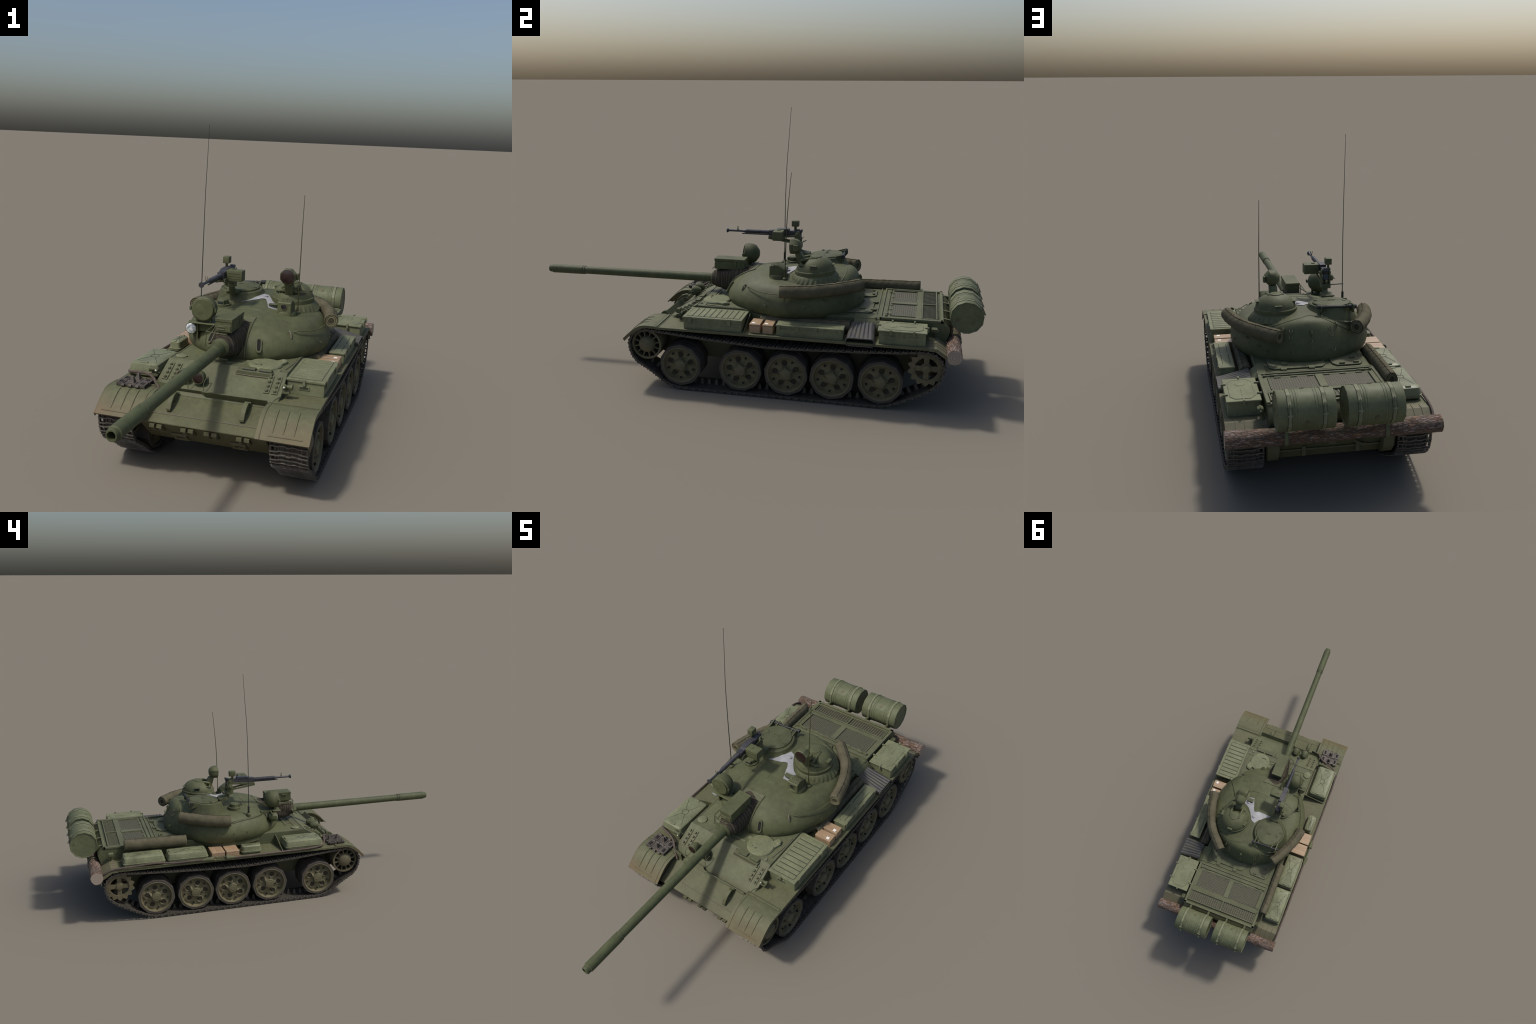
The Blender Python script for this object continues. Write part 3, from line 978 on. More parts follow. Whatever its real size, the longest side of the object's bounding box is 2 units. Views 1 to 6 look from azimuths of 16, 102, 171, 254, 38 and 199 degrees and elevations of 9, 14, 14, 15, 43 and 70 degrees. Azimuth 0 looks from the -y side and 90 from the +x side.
# rim lip and barrel, hub bolts, slots on the spokes
g.lathe([(0.0750, 0.047), (0.0765, 0.0482), (0.0780, 0.0470), (0.0790, 0.0440), (0.0790, 0.0), (0.0750, 0.0)], (0, 0, 0), "x", 40, loop=True)
g.lathe([(0.0755, 0.020), (0.0755, -0.052)], (0, 0, 0), "x", 40)
g.lathe([(0.0800, -0.010), (0.0800, -0.0535), (0.060, -0.0535), (0.050, -0.045), (0.025, -0.050)], (0, 0, 0), "x", 40)
for k in range(5):
    a = 2 * pi * (k + 0.5) / 5
    g.add([(0.0425, math.sin(a + da) * rr, math.cos(a + da) * rr) for rr, da in ((0.054, -0.07), (0.054, 0.07), (0.061, 0.05), (0.061, -0.05))] +
          [(0.0350, math.sin(a + da) * rr, math.cos(a + da) * rr) for rr, da in ((0.054, -0.07), (0.054, 0.07), (0.061, 0.05), (0.061, -0.05))],
          [(0, 1, 2, 3), (7, 6, 5, 4)] + [(j, 4 + j, 4 + (j + 1) % 4, (j + 1) % 4) for j in range(4)], 1)
for k in range(10):
    a = 2 * pi * k / 10
    g.tube([(0.039, math.sin(a) * 0.0215, math.cos(a) * 0.0215), (0.0425, math.sin(a) * 0.0215, math.cos(a) * 0.0215)], 0.0017, 6)
g.lathe([(0.011, 0.044), (0.0105, 0.0475), (0.007, 0.0482)], (0, 0, 0), "x", 14)
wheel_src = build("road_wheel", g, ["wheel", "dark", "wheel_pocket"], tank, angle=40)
g = Geo()
for x0, x1 in ((0.0, 0.0470), (-0.0620, -0.0085)):
    prof = [(0.0770, x0), (0.0893, x0), (WHEEL_R + 0.0005, x0 + 0.002), (WHEEL_R + 0.0005, x1 - 0.002), (0.0893, x1), (0.0770, x1)]
    rr = []
    for r, hx in prof:
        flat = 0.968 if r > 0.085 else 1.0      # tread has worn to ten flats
        rr.append([Vector((hx, math.sin(2 * pi * j / 20) * r * (flat if j % 2 else 1.0), math.cos(2 * pi * j / 20) * r * (flat if j % 2 else 1.0))) for j in range(20)])
    g.rings(rr, False, loop=True)
tyre_src = build("tyre", g, "rubber", wheel_src, angle=20)

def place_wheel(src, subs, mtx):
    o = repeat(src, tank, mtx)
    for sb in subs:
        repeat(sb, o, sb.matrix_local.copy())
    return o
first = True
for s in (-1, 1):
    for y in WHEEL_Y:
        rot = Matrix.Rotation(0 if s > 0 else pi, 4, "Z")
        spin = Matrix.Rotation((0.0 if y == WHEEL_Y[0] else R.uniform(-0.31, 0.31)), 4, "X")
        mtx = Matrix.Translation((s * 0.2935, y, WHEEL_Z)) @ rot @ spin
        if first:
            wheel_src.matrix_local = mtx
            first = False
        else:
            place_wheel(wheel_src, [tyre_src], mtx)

# idler wheel: ribbed rim with twelve windows and a domed hub
g = Geo()
g.lathe([(0.0565, 0.040), (0.0655, 0.040), (0.0665, 0.036), (0.0665, -0.040), (0.0565, -0.040)], (0, 0, 0), "x", 24, phase=pi / 12)
g.f = g.f[:-2]; g.m = g.m[:-2]
g.lathe([(0.0565, -0.040), (0.0565, 0.040)], (0, 0, 0), "x", 24, phase=pi / 12)
g.f = g.f[:-2]; g.m = g.m[:-2]
g.lathe([(0.0565, 0.014), (0.0565, 0.016), (0.02, 0.016)], (0, 0, 0), "x", 24, 1)
g.lathe([(0.036, 0.012), (0.036, 0.038), (0.033, 0.044), (0.026, 0.0495), (0.014, 0.053), (0.004, 0.054)], (0, 0, 0), "x", 24)
for k in range(12):
    a = 2 * pi * k / 12
    mt = Matrix.Rotation(a, 4, "X")
    g.box(0.020, 0.0385, -0.0022, 0.0022, 0.034, 0.0600, 0, mt)
for k in range(8):
    a = 2 * pi * k / 8
    g.tube([(0.038, math.sin(a) * 0.031, math.cos(a) * 0.031), (0.046, math.sin(a) * 0.031, math.cos(a) * 0.031)], 0.0018, 6)
idler_src = build("idler_wheel", g, ["drive", "dark"], tank, angle=40)
for s in (1, -1):
    mtx = Matrix.Translation((s * 0.296, IDL.x, IDL.y)) @ Matrix.Rotation(0 if s > 0 else pi, 4, "Z") @ Matrix.Rotation(0.2, 4, "X")
    if s > 0:
        idler_src.matrix_local = mtx
    else:
        repeat(idler_src, tank, mtx)

# drive sprocket: two toothed rings on a four-spoke carrier
g = Geo()
TEETH = 14
def tooth_ring(x0, x1):
    outer, inner = [], []
    for k in range(TEETH * 4):
        a = 2 * pi * k / (TEETH * 4)
        r = (0.0735, 0.0665, 0.0600, 0.0665)[k % 4]
        outer.append((math.sin(a) * r, math.cos(a) * r))
        inner.append((math.sin(a) * 0.0455, math.cos(a) * 0.0455))
    n_ = len(outer)
    vs = [(x0, *p) for p in outer] + [(x0, *p) for p in inner] + [(x1, *p) for p in outer] + [(x1, *p) for p in inner]
    fs = []
    for j in range(n_):
        k = (j + 1) % n_
        fs += [(j, k, n_ + k, n_ + j), (2 * n_ + j, 3 * n_ + j, 3 * n_ + k, 2 * n_ + k), (j, 2 * n_ + j, 2 * n_ + k, k), (n_ + j, n_ + k, 3 * n_ + k, 3 * n_ + j)]
    g.add(vs, fs)
tooth_ring(0.034, 0.044)
tooth_ring(-0.048, -0.038)
g.lathe([(0.022, -0.05), (0.022, 0.036), (0.016, 0.041), (0.015, 0.046), (0.008, 0.047)], (0, 0, 0), "x", 20)
for k in range(4):
    mt = Matrix.Rotation(k * pi / 2, 4, "X")
    for xx in (0.030, -0.046):
        g.add([mt @ Vector(p) for p in ((xx, -0.010, 0.012), (xx, 0.010, 0.012), (xx, 0.0125, 0.0465), (xx, -0.0125, 0.0465),
                                        (xx + 0.010, -0.009, 0.012), (xx + 0.010, 0.009, 0.012), (xx + 0.010, 0.0115, 0.0465), (xx + 0.010, -0.0115, 0.0465))],
              [(3, 2, 1, 0), (4, 5, 6, 7)] + [(j, (j + 1) % 4, 4 + (j + 1) % 4, 4 + j) for j in range(4)])
for k in range(14):
    a = 2 * pi * (k + 0.5) / 14
    g.tube([(0.043, math.sin(a) * 0.051, math.cos(a) * 0.051), (0.0462, math.sin(a) * 0.051, math.cos(a) * 0.051)], 0.0017, 6)
spr_src = build("drive_sprocket", g, "drive", tank, angle=30, bevel=0)
for s in (1, -1):
    mtx = Matrix.Translation((s * 0.296, SPR.x, SPR.y)) @ Matrix.Rotation(0 if s > 0 else pi, 4, "Z")
    if s > 0:
        spr_src.matrix_local = mtx
    else:
        repeat(spr_src, tank, mtx)

# ------------------------------------------------------------------ turret shell
TC = Vector((0.0, 0.2))
def plan_r(a):
    """Plan radius of the casting at its widest, angle measured from +x toward +y."""
    hx = 0.279 if math.cos(a) > 0 else 0.283
    hy = 0.305 if math.sin(a) > 0 else 0.300
    r = 1.0 / math.sqrt((math.cos(a) / hx) ** 2 + (math.sin(a) / hy) ** 2)
    a = (a + pi) % (2 * pi) - pi
    for deg, amt, wid in ((150, 0.022, 0.42), (-30, -0.042, 0.42), (-148, -0.020, 0.42), (42, -0.012, 0.40)):
        r *= 1 + amt * math.exp(-((a - math.radians(deg)) / wid) ** 2)
    return r

prof_front = [(0.90, 0.321), (0.970, 0.3265), (1.000, 0.348), (0.975, 0.380), (0.890, 0.411), (0.745, 0.4385), (0.580, 0.4580), (0.400, 0.4680), (0.20, 0.4750), (0.0, 0.484)]
prof_side = [(0.88, 0.314), (0.955, 0.3205), (1.000, 0.352), (0.985, 0.382), (0.930, 0.410), (0.825, 0.4365), (0.660, 0.4490), (0.420, 0.4580), (0.20, 0.472), (0.0, 0.484)]
prof_rear = [(0.89, 0.314), (0.965, 0.3205), (1.000, 0.352), (0.980, 0.390), (0.940, 0.426), (0.888, 0.460), (0.825, 0.481), (0.700, 0.488), (0.35, 0.490), (0.0, 0.484)]
NA, NP = 96, 40
sp_f = spline([(r, z, 0) for r, z in prof_front], NP)
sp_s = spline([(r, z, 0) for r, z in prof_side], NP)
sp_r = spline([(r, z, 0) for r, z in prof_rear], NP)

def shell_point(a, u):
    """u in 0..1 from the lower lip up to the crown."""
    i = u * NP
    k = min(int(i), NP - 1)
    t = i - k
    f, s_, r_ = sp_f[k].lerp(sp_f[k + 1], t), sp_s[k].lerp(sp_s[k + 1], t), sp_r[k].lerp(sp_r[k + 1], t)
    sn = math.sin(a)
    if sn > 0:                                # the back wall wraps round, the roof behind the cupolas does not
        q = max(0.0, min(1.0, (u - 0.50) / 0.22))
        w = lerp(sn ** 1.5, sn ** 4, q * q * (3 - 2 * q))
    else:
        w = sn * sn
    e = (f if sn < 0 else r_) * w + s_ * (1 - w)
    R_ = plan_r(a) * max(e.x, 0.0)
    return Vector((TC.x + math.cos(a) * R_, TC.y + math.sin(a) * R_, e.y))

def roof_z(x, y):
    """Shell height above a plan point."""
    a = math.atan2(y - TC.y, x - TC.x)
    d = math.hypot(x - TC.x, y - TC.y)
    lo, hi = 0.2, 1.0
    for _ in range(40):
        m_ = (lo + hi) / 2
        p = shell_point(a, m_)
        if math.hypot(p.x - TC.x, p.y - TC.y) > d:
            lo = m_
        else:
            hi = m_
    return shell_point(a, lo).z

g = Geo()
rings = []
for k in range(NP):
    rings.append([shell_point(2 * pi * j / NA, k / NP) for j in range(NA)])
g.rings(rings, False)
c = len(g.v)
g.v.append((TC.x, TC.y, 0.484))
o = (NP - 1) * NA
for j in range(NA):
    g.f.append((c, o + j, o + (j + 1) % NA)); g.m.append(0)
g.f.append(tuple(range(NA - 1, -1, -1))); g.m.append(0)
turret = build("turret", g, "turret", tank, angle=60)

def roof_curve(pts, n=20, off=0.001):
    out = []
    for p in spline([(x, y, 0) for x, y in pts], n):
        out.append(Vector((p.x, p.y, roof_z(p.x, p.y) + off)))
    return out

# roof seam welds
g = Geo()
g.tube(roof_curve([(0.150, 0.125), (0.095, 0.108), (0.05, 0.100), (0.0, 0.100), (-0.02, 0.106), (-0.070, 0.098), (-0.14, 0.10), (-0.20, 0.135)], 30, -0.0006), 0.0022, 6)
g.tube(roof_curve([(0.215, 0.36), (0.16, 0.405), (0.10, 0.426), (0.035, 0.428), (-0.008, 0.412), (-0.05, 0.428), (-0.105, 0.440), (-0.155, 0.428), (-0.205, 0.392)], 30, -0.0006), 0.0024, 6)
g.tube(roof_curve([(-0.015, 0.11), (-0.02, 0.17), (0.0, 0.235)], 12, -0.0006), 0.0020, 6)
g.tube(roof_curve([(-0.108, 0.115), (-0.134, 0.060), (-0.150, 0.010), (-0.165, -0.005)], 12, -0.0004), 0.0022, 6)
g.lathe([(0.0100, -0.004), (0.0100, 0.0025), (0.008, 0.0035)], (-0.107, 0.115, roof_z(-0.107, 0.115)), "z", 16)
build("roof_weld", g, "turret", turret)["kind"] = "stuff"

# coaxial / sight slots in the face of the turret
def face_slot(a, z, tilt):
    best = min((abs(shell_point(a, u / 200).z - z), u / 200) for u in range(20, 140))[1]
    p = shell_point(a, best)
    q = shell_point(a, best + 0.01)
    r = shell_point(a + 0.01, best)
    upv = (q - p).normalized()
    rt = (r - p).normalized()
    nr = rt.cross(upv).normalized()
    if nr.y > 0:
        nr = -nr
    h = Geo()
    def oct_ring(w, hh, off):
        c_ = 0.45 * w
        o_ = [(-w, -hh + c_ * 2), (-w + c_, -hh), (w - c_, -hh), (w, -hh + c_ * 2), (w, hh - c_ * 2), (w - c_, hh), (-w + c_, hh), (-w, hh - c_ * 2)]
        return [p + rt * x + upv * y + nr * off for x, y in o_]
    h.rings([oct_ring(0.0100, 0.0270, -0.010), oct_ring(0.0100, 0.0270, 0.0060), oct_ring(0.0064, 0.0220, 0.0060), oct_ring(0.0058, 0.0205, 0.0036)], True, 0, end_mat=1)
    return build("sight_slot", h, ["turret", "dark"], turret, angle=25)
face_slot(math.atan2(-0.076 - 0.2, 0.077), 0.384, 0)
face_slot(math.atan2(-0.074 - 0.2, -0.108), 0.390, 0)

# lifting lugs, handrails and stowage hooks
def lug(x, y):
    z = roof_z(x, y)
    d = Vector((x - TC.x, y - TC.y, 0)).normalized()
    h = Geo()
    b = Vector((x, y, z - 0.004))
    h.tube([b - d * 0.006, b + Vector((0, 0, 0.012)), b + d * 0.010 + Vector((0, 0, 0.004)), b + d * 0.016 - Vector((0, 0, 0.012))], [0.004, 0.004, 0.0035, 0.0035], 8)
    return build("lifting_lug", h, "weld", turret)
lug(0.166, 0.012)
lug(-0.170, 0.010)
g = Geo()
def rail(pts, h_, n=14):
    q = []
    for i, p in enumerate(spline([(x, y, 0) for x, y in pts], n)):
        d = Vector((p.x - TC.x, p.y - TC.y, 0)).normalized()
        z = roof_z(p.x, p.y)
        e = 0.0 if i in (0, n) else 1.0
        q.append(Vector((p.x, p.y, z)) + d * 0.010 * e + Vector((0, 0, h_ * e)))
    g.tube(q, 0.0021, 6)
rail([(0.176, 0.026), (0.215, 0.075), (0.242, 0.130), (0.258, 0.200)], 0.006)
rail([(-0.178, 0.026), (-0.215, 0.080), (-0.240, 0.140), (-0.258, 0.210)], 0.006)
build("handrail", g, "turret", turret)
def wall_pt(a, z):
    u = min((abs(shell_point(a, u_ / 200).z - z), u_) for u_ in range(12, 150))[1] / 200
    p = shell_point(a, u)
    d = Vector((math.cos(a), math.sin(a), 0.15)).normalized()
    return p, d
g = Geo()
hooks = []
for xx, zz in ((0.075, 0.452), (-0.085, 0.455)):
    hooks += [(xx, zz), (xx, zz - 0.022), (xx - 0.0, zz - 0.075)]
hooks += [(0.0, 0.418), (0.0, 0.392), (0.0, 0.338), (0.19, 0.385), (0.155, 0.372), (0.235, 0.40)]
for xx, zz in hooks:
    a = math.acos(max(-1, min(1, xx / 0.29)))
    p, d = wall_pt(a, zz)
    tng = Vector((-d.y, d.x, 0))
    q = [p + tng * 0.0065, p + tng * 0.0055 + d * 0.008 - Vector((0, 0, 0.006)), p + d * 0.010 - Vector((0, 0, 0.011)), p - tng * 0.0055 + d * 0.008 - Vector((0, 0, 0.006)), p - tng * 0.0065]
    g.tube(q, 0.0014, 6)
for ang in (0.32, 0.02, -0.30, 2.85, 3.15, 3.4):
    p, d = wall_pt(ang, 0.372)
    tng = Vector((-d.y, d.x, 0))
    g.tube([p + tng * 0.006, p + d * 0.008 - Vector((0, 0, 0.008)), p - tng * 0.006], 0.0014, 6)
for xx, zz in ((0.105, 0.450), (-0.115, 0.458)):
    a = math.acos(xx / 0.29)
    p, d = wall_pt(a, zz)
    g.tube([p + Vector((0, 0, 0.010)), p + d * 0.010 + Vector((0, 0, 0.002)), p + d * 0.006 - Vector((0, 0, 0.016))], 0.003, 6)
p, d = wall_pt(pi / 2 + 0.01, 0.440)
g.tube([p + Vector((0, 0, 0.012)), p + d * 0.007, p + d * 0.004 - Vector((0, 0, 0.016))], [0.0055, 0.005, 0.003], 8)
build("stowage_hook", g, "turret", turret)

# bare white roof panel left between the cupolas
def roof_panel(name, poly, mat, th=0.0016):
    h = Geo()
    cx = sum(p[0] for p in poly) / len(poly)
    cy = sum(p[1] for p in poly) / len(poly)
    pts = []
    for i in range(len(poly)):
        a, b = poly[i], poly[(i + 1) % len(poly)]
        for k in range(4):
            pts.append((lerp(a[0], b[0], k / 4), lerp(a[1], b[1], k / 4)))
    vs = []
    for f in (1.0, 0.66, 0.33):
        vs.append([(lerp(cx, x, f), lerp(cy, y, f)) for x, y in pts])
    m_ = len(pts)
    top = [[Vector((x, y, roof_z(x, y) + th)) for x, y in ring] for ring in vs]
    bot = [Vector((x, y, roof_z(x, y) - 0.002)) for x, y in vs[0]]
    h.rings([bot] + top, True)
    return build(name, h, mat, turret, angle=40)
roof_panel("roof_panel", [(0.046, 0.143), (0.042, 0.165), (0.028, 0.200), (0.010, 0.231), (-0.004, 0.241), (-0.040, 0.229), (-0.083, 0.213), (-0.072, 0.238), (-0.03, 0.262), (-0.012, 0.290), (0.010, 0.280),
                          (0.036, 0.235), (0.058, 0.208), (0.088, 0.190), (0.128, 0.170), (0.110, 0.150)], "white", 0.0026)
g = Geo()
for x, y in ((0.005, 0.254), (0.066, 0.178)):
    g.lathe([(0.009, 0), (0.009, 0.006), (0.006, 0.0075)], (x, y, roof_z(x, y)), "z", 14)
build("roof_bolt", g, "white", turret)
# plate over the gun slot
g = Geo()
c4 = [(0.034, -0.010), (0.036, 0.022), (-0.068, 0.022), (-0.072, -0.010)]
g.quad_plate([(x, y, roof_z(x, y) + 0.0055) for x, y in c4], 0.010)
build("gun_slot_plate", g, "deck", turret, bevel=0.0015)

# ------------------------------------------------------------------ commander cupola (left)
CC = Vector((0.1045, 0.302))
g = Geo()
rings = []
NS = 120
for r, dz, u, sca in ((0.1075, -0.022, 0, 0), (0.1080, -0.001, 0, 0), (0.1070, 0.002, 0.03, 1), (0.1020, 0.0095, 0.30, 1), (0.0960, 0.0165, 0.60, 0.6), (0.0895, 0.023, 0.9, 0), (0.0855, 0.027, 1, 0)):
    ring = []
    for j in range(NS):
        a = 2 * pi * j / NS
        rr = r + 0.0036 * sca * (math.cos(a * 30))
        dx, dy = math.cos(a) * rr, math.sin(a) * rr
        z0 = 0.4535 + dy * 0.085 - dx * 0.055      # foot follows the roof
        z1 = 0.4785 + dy * 0.07
        ring.append(Vector((CC.x + dx, CC.y + dy, z0 + dz if u == 0 else lerp(z0, z1, u))))
    rings.append(ring)
g.rings(rings, True)
cup = build("commander_cupola", g, "turret", turret, angle=50)
g = Geo()
g.lathe([(0.0855, 0.474), (0.0855, 0.4945), (0.0835, 0.4970), (0.0800, 0.4975)], (CC.x, CC.y, 0), "z", 40)
g.v = [(x, y, z + (y - CC.y) * 0.07) for x, y, z in g.v]
build("cupola_ring", g, "turret", cup, angle=30)
g = Geo()
dome = [(0.0815, 0.4945), (0.0790, 0.506), (0.0720, 0.520), (0.0590, 0.534), (0.0420, 0.5435), (0.0220, 0.5485), (0.004, 0.550)]
rings = []
for r, z in dome:
    ring = []
    for j in range(48):
        a = 2 * pi * j / 48
        y = math.sin(a) * r
        zz = z
        if y < -0.030:                        # front segment is cut down to a lower sloping ledge
            zz = min(z, 0.512 + (y + 0.080) * 0.20)
        ring.append(Vector((CC.x + math.cos(a) * r, CC.y + y, zz + y * 0.06)))
    rings.append(ring)
g.rings(rings, True)
build("cupola_hatch", g, "turret", cup, angle=28)
g = Geo()
for s in (-1, 1):          # lamp arms running forward from the crown
    g.tube([(CC.x + s * 0.026, CC.y + 0.012, 0.546), (CC.x + s * 0.029, CC.y - 0.034, 0.541), (CC.x + s * 0.029, CC.y - 0.058, 0.534)], [0.006, 0.0075, 0.0065], 8)
g.lathe([(0.024, 0.5485), (0.0235, 0.5515), (0.019, 0.5523)], (CC.x, CC.y + 0.004, 0), "z", 20)
g.box(CC.x - 0.030, CC.x + 0.030, CC.y - 0.064, CC.y - 0.054, 0.520, 0.534)
g.tube([(CC.x - 0.052, CC.y - 0.050, 0.520), (CC.x - 0.024, CC.y - 0.058, 0.524)], 0.005, 8)
g.tube([(CC.x + 0.052, CC.y - 0.050, 0.520), (CC.x + 0.024, CC.y - 0.058, 0.524)], 0.005, 8)
build("hatch_arm", g, "turret", cup, bevel=0.0008)
# cupola periscope hoods
for ang, rad, zz in ((0.02, 0.0735, 0.518), (2.90, 0.0735, 0.518), (1.57, 0.0735, 0.5145), (-0.82, 0.069, 0.514), (-2.32, 0.069, 0.514)):
    h = Geo()
    mt = Matrix.Translation((CC.x + math.cos(ang) * rad, CC.y + math.sin(ang) * rad, zz)) @ Matrix.Rotation(ang - pi / 2, 4, "Z")
    h.box(-0.0125, 0.0125, -0.020, 0.004, -0.010, 0.0055, 0, mt)
    h.box(-0.0145, 0.0145, -0.016, 0.008, 0.0052, 0.0078, 0, mt)
    h.box(-0.0105, 0.0105, 0.0035, 0.0050, -0.007, 0.0035, 1, mt)
    build("periscope", h, ["turret", "glass"], cup, bevel=0.0008)

# infrared lamp on the cupola
def drum_lamp(name, c, r, depth, parent, glass, body="turret", n=20, yaw=0.0, back=0.55, phase=0.0):
    h = Geo()
    d = depth
    h.lathe([(r * 0.90, -0.002), (r, 0.002), (r, d * 0.30), (r * 0.97, d * 0.52), (r * 0.84, d * 0.74), (r * back, d * 0.95), (r * 0.30, d)], (0, 0, 0), "y", n, 0, phase=phase)
    h.lathe([(r * 0.86, -0.0021), (r * 0.6, -0.0045), (r * 0.15, -0.006)], (0, 0, 0), "y", max(n, 16), 1)
    mt = Matrix.Translation(c) @ Matrix.Rotation(yaw, 4, "Z")
    h.v = [tuple(mt @ Vector(p)) for p in h.v]
    return build(name, h, [body, glass], parent, angle=32)
IRC = (0.104, 0.196, 0.588)
drum_lamp("infrared_lamp", IRC, 0.0335, 0.045, cup, "irglass", n=8, phase=pi / 8)
g = Geo()
g.prism([(0.216, 0.560), (0.240, 0.563), (0.262, 0.530), (0.262, 0.500), (0.236, 0.500), (0.226, 0.524)], "yz", 0.088, 0.120)
g.box(0.133, 0.142, 0.212, 0.232, 0.575, 0.600)
build("lamp_bracket", g, "turret", cup, bevel=0.0015)

# gunner sight head
SX, SY = 0.1165, 0.146
g = Geo()
g.lathe([(0.041, 0.440), (0.041, 0.4655), (0.038, 0.4680)], (SX, SY, 0), "z", 24)
prof = [(0.111, 0.460), (0.111, 0.502), (0.114, 0.506), (0.146, 0.513), (0.180, 0.488), (0.180, 0.460)]
g.prism(prof, "yz", SX - 0.0262, SX + 0.0262)
sh = build("sight_head", g, "turret", turret, bevel=0.003, segs=1)
g = Geo()
g.lathe([(0.0125, 0.0), (0.0125, -0.0025), (0.0105, -0.0026)], (SX - 0.001, 0.1110, 0.489), "y", 18, 0)
g.lathe([(0.0104, -0.0026), (0.006, -0.0034)], (SX - 0.001, 0.1110, 0.489), "y", 18, 1)
for dx in (-0.018, 0.018):
    for dz in (-0.017, 0.014):
        g.lathe([(0.0016, 0.0), (0.0012, -0.0018)], (SX + dx, 0.1108, 0.487 + dz), "y", 6, 0)
build("sight_lens", g, ["turret", "lens"], sh, angle=30)
g = Geo()
for i in range(5):
    for j in range(3):
        y = 0.120 + 0.012 * j if j < 2 else 0.141
        x = SX - 0.018 + i * 0.009 + (0.0045 if j % 2 else 0)
        z = lerp(0.506, 0.513, (y - 0.114) / 0.032)
        g.box(x - 0.0025, x + 0.0025, y - 0.004, y + 0.004, z - 0.001, z + 0.0016)
build("sight_vent", g, "turret", sh)["kind"] = "stuff"
# small periscope beside it
def small_periscope(x, y, z, w=0.015):
    h = Geo()
    h.box(x - w, x + w, y, y + 0.018, z - 0.020, z + 0.008, 0)
    h.box(x - w - 0.002, x + w + 0.002, y - 0.003, y + 0.018, z + 0.0075, z + 0.0100, 0)
    h.box(x - w + 0.003, x + w - 0.003, y - 0.0015, y + 0.0005, z - 0.006, z + 0.006, 1)
    return build("periscope", h, ["turret", "glass"], turret, bevel=0.0008)
small_periscope(0.060, 0.156, 0.474)

# ------------------------------------------------------------------ loader cupola (right)
LC = Vector((-0.1145, 0.312))
g = Geo()
rings = []
for r, z in ((0.114, 0.430), (0.1135, 0.450), (0.1075, 0.4530), (0.0960, 0.478), (0.0880, 0.498), (0.0865, 0.5035), (0.0820, 0.5060), (0.0790, 0.5035)):
    ring = []
    for j in range(64):
        a = 2 * pi * j / 64
        tilt = (0.20 * math.cos(a) + 0.10 * math.sin(a)) * r * max(0.0, min(1.0, (0.50 - z) / 0.045)) * 0.9 + 0.075 * math.sin(a) * r * min(1, (z - 0.43) / 0.05)
        ring.append(Vector((LC.x + math.cos(a) * r, LC.y + math.sin(a) * r, z + tilt)))
    rings.append(ring)
g.rings(rings, True)
lc = build("loader_cupola", g, "turret", turret, angle=35)
g = Geo()
hx, hy = -0.1165, 0.318
g.lathe([(0.074, 0.500), (0.074, 0.5095), (0.070, 0.5120), (0.040, 0.5150), (0.01, 0.5158)], (hx, hy, 0), "z", 40)
g.v = [(x, y, z + (y - hy) * 0.07) for x, y, z in g.v]
lh = build("loader_hatch", g, "turret", lc, angle=25)
g = Geo()
g.tube([(-0.185, 0.318, 0.5125), (-0.117, 0.316, 0.5163), (-0.050, 0.314, 0.5125)], 0.0013, 6)
g.tube([(-0.130, 0.318, 0.516), (-0.128, 0.326, 0.519), (-0.106, 0.324, 0.519), (-0.104, 0.316, 0.516)], 0.0014, 6)
g.lathe([(0.0085, 0.510), (0.008, 0.5165), (0.005, 0.518)], (-0.166, 0.324, 0), "z", 12)
g.box(-0.186, -0.172, 0.290, 0.300, 0.509, 0.5145)
g.box(-0.062, -0.050, 0.296, 0.304, 0.509, 0.5145)
build("hatch_detail", g, "turret", lc, angle=30)
g = Geo()
g.tube([(-0.046, 0.402, 0.5175), (-0.196, 0.394, 0.5095)], 0.0045, 10)
for p in ((-0.049, 0.4018, 0.5173), (-0.193, 0.3942, 0.5097)):
    g.tube([(p[0] - 0.007, p[1], p[2]), (p[0] + 0.007, p[1], p[2])], 0.0085, 10)
for x in (-0.068, -0.172):
    g.tube([(x - 0.006, 0.399, 0.514), (x + 0.006, 0.399, 0.514)], 0.0065, 10)
build("torsion_bar", g, "black", lc)
g = Geo()
for x, dx in ((-0.054, -0.004), (-0.188, 0.002)):
    g.prism([(0.345, 0.508), (0.400, 0.524), (0.408, 0.520), (0.408, 0.500), (0.396, 0.486), (0.380, 0.488), (0.345, 0.504)], "yz", x - 0.0035 + dx, x + 0.0035 + dx)
build("hinge_arm", g, "turret", lc, bevel=0.0008)
g = Geo()
for x in (-0.078, -0.160):
    g.prism([(0.370, 0.512), (0.400, 0.5220), (0.404, 0.516), (0.375, 0.506)], "yz", x - 0.0025, x + 0.0025)
build("hinge_arm", g, "turret", lc)

# loader periscope turret
g = Geo()
g.lathe([(0.032, 0.448), (0.032, 0.4640), (0.030, 0.4655)], (-0.145, 0.165, 0), "z", 24)
g.lathe([(0.0225, 0.462), (0.0225, 0.4800), (0.0205, 0.4830)], (-0.145, 0.165, 0), "z", 12)
pk = build("loader_periscope", g, "turret", turret, angle=25)
g = Geo()
g.box(-0.159, -0.131, 0.137, 0.160, 0.464, 0.4805, 0)
g.box(-0.156, -0.134, 0.1355, 0.1375, 0.468, 0.4785, 1)
build("periscope", g, ["turret", "glass"], pk, bevel=0.0008)

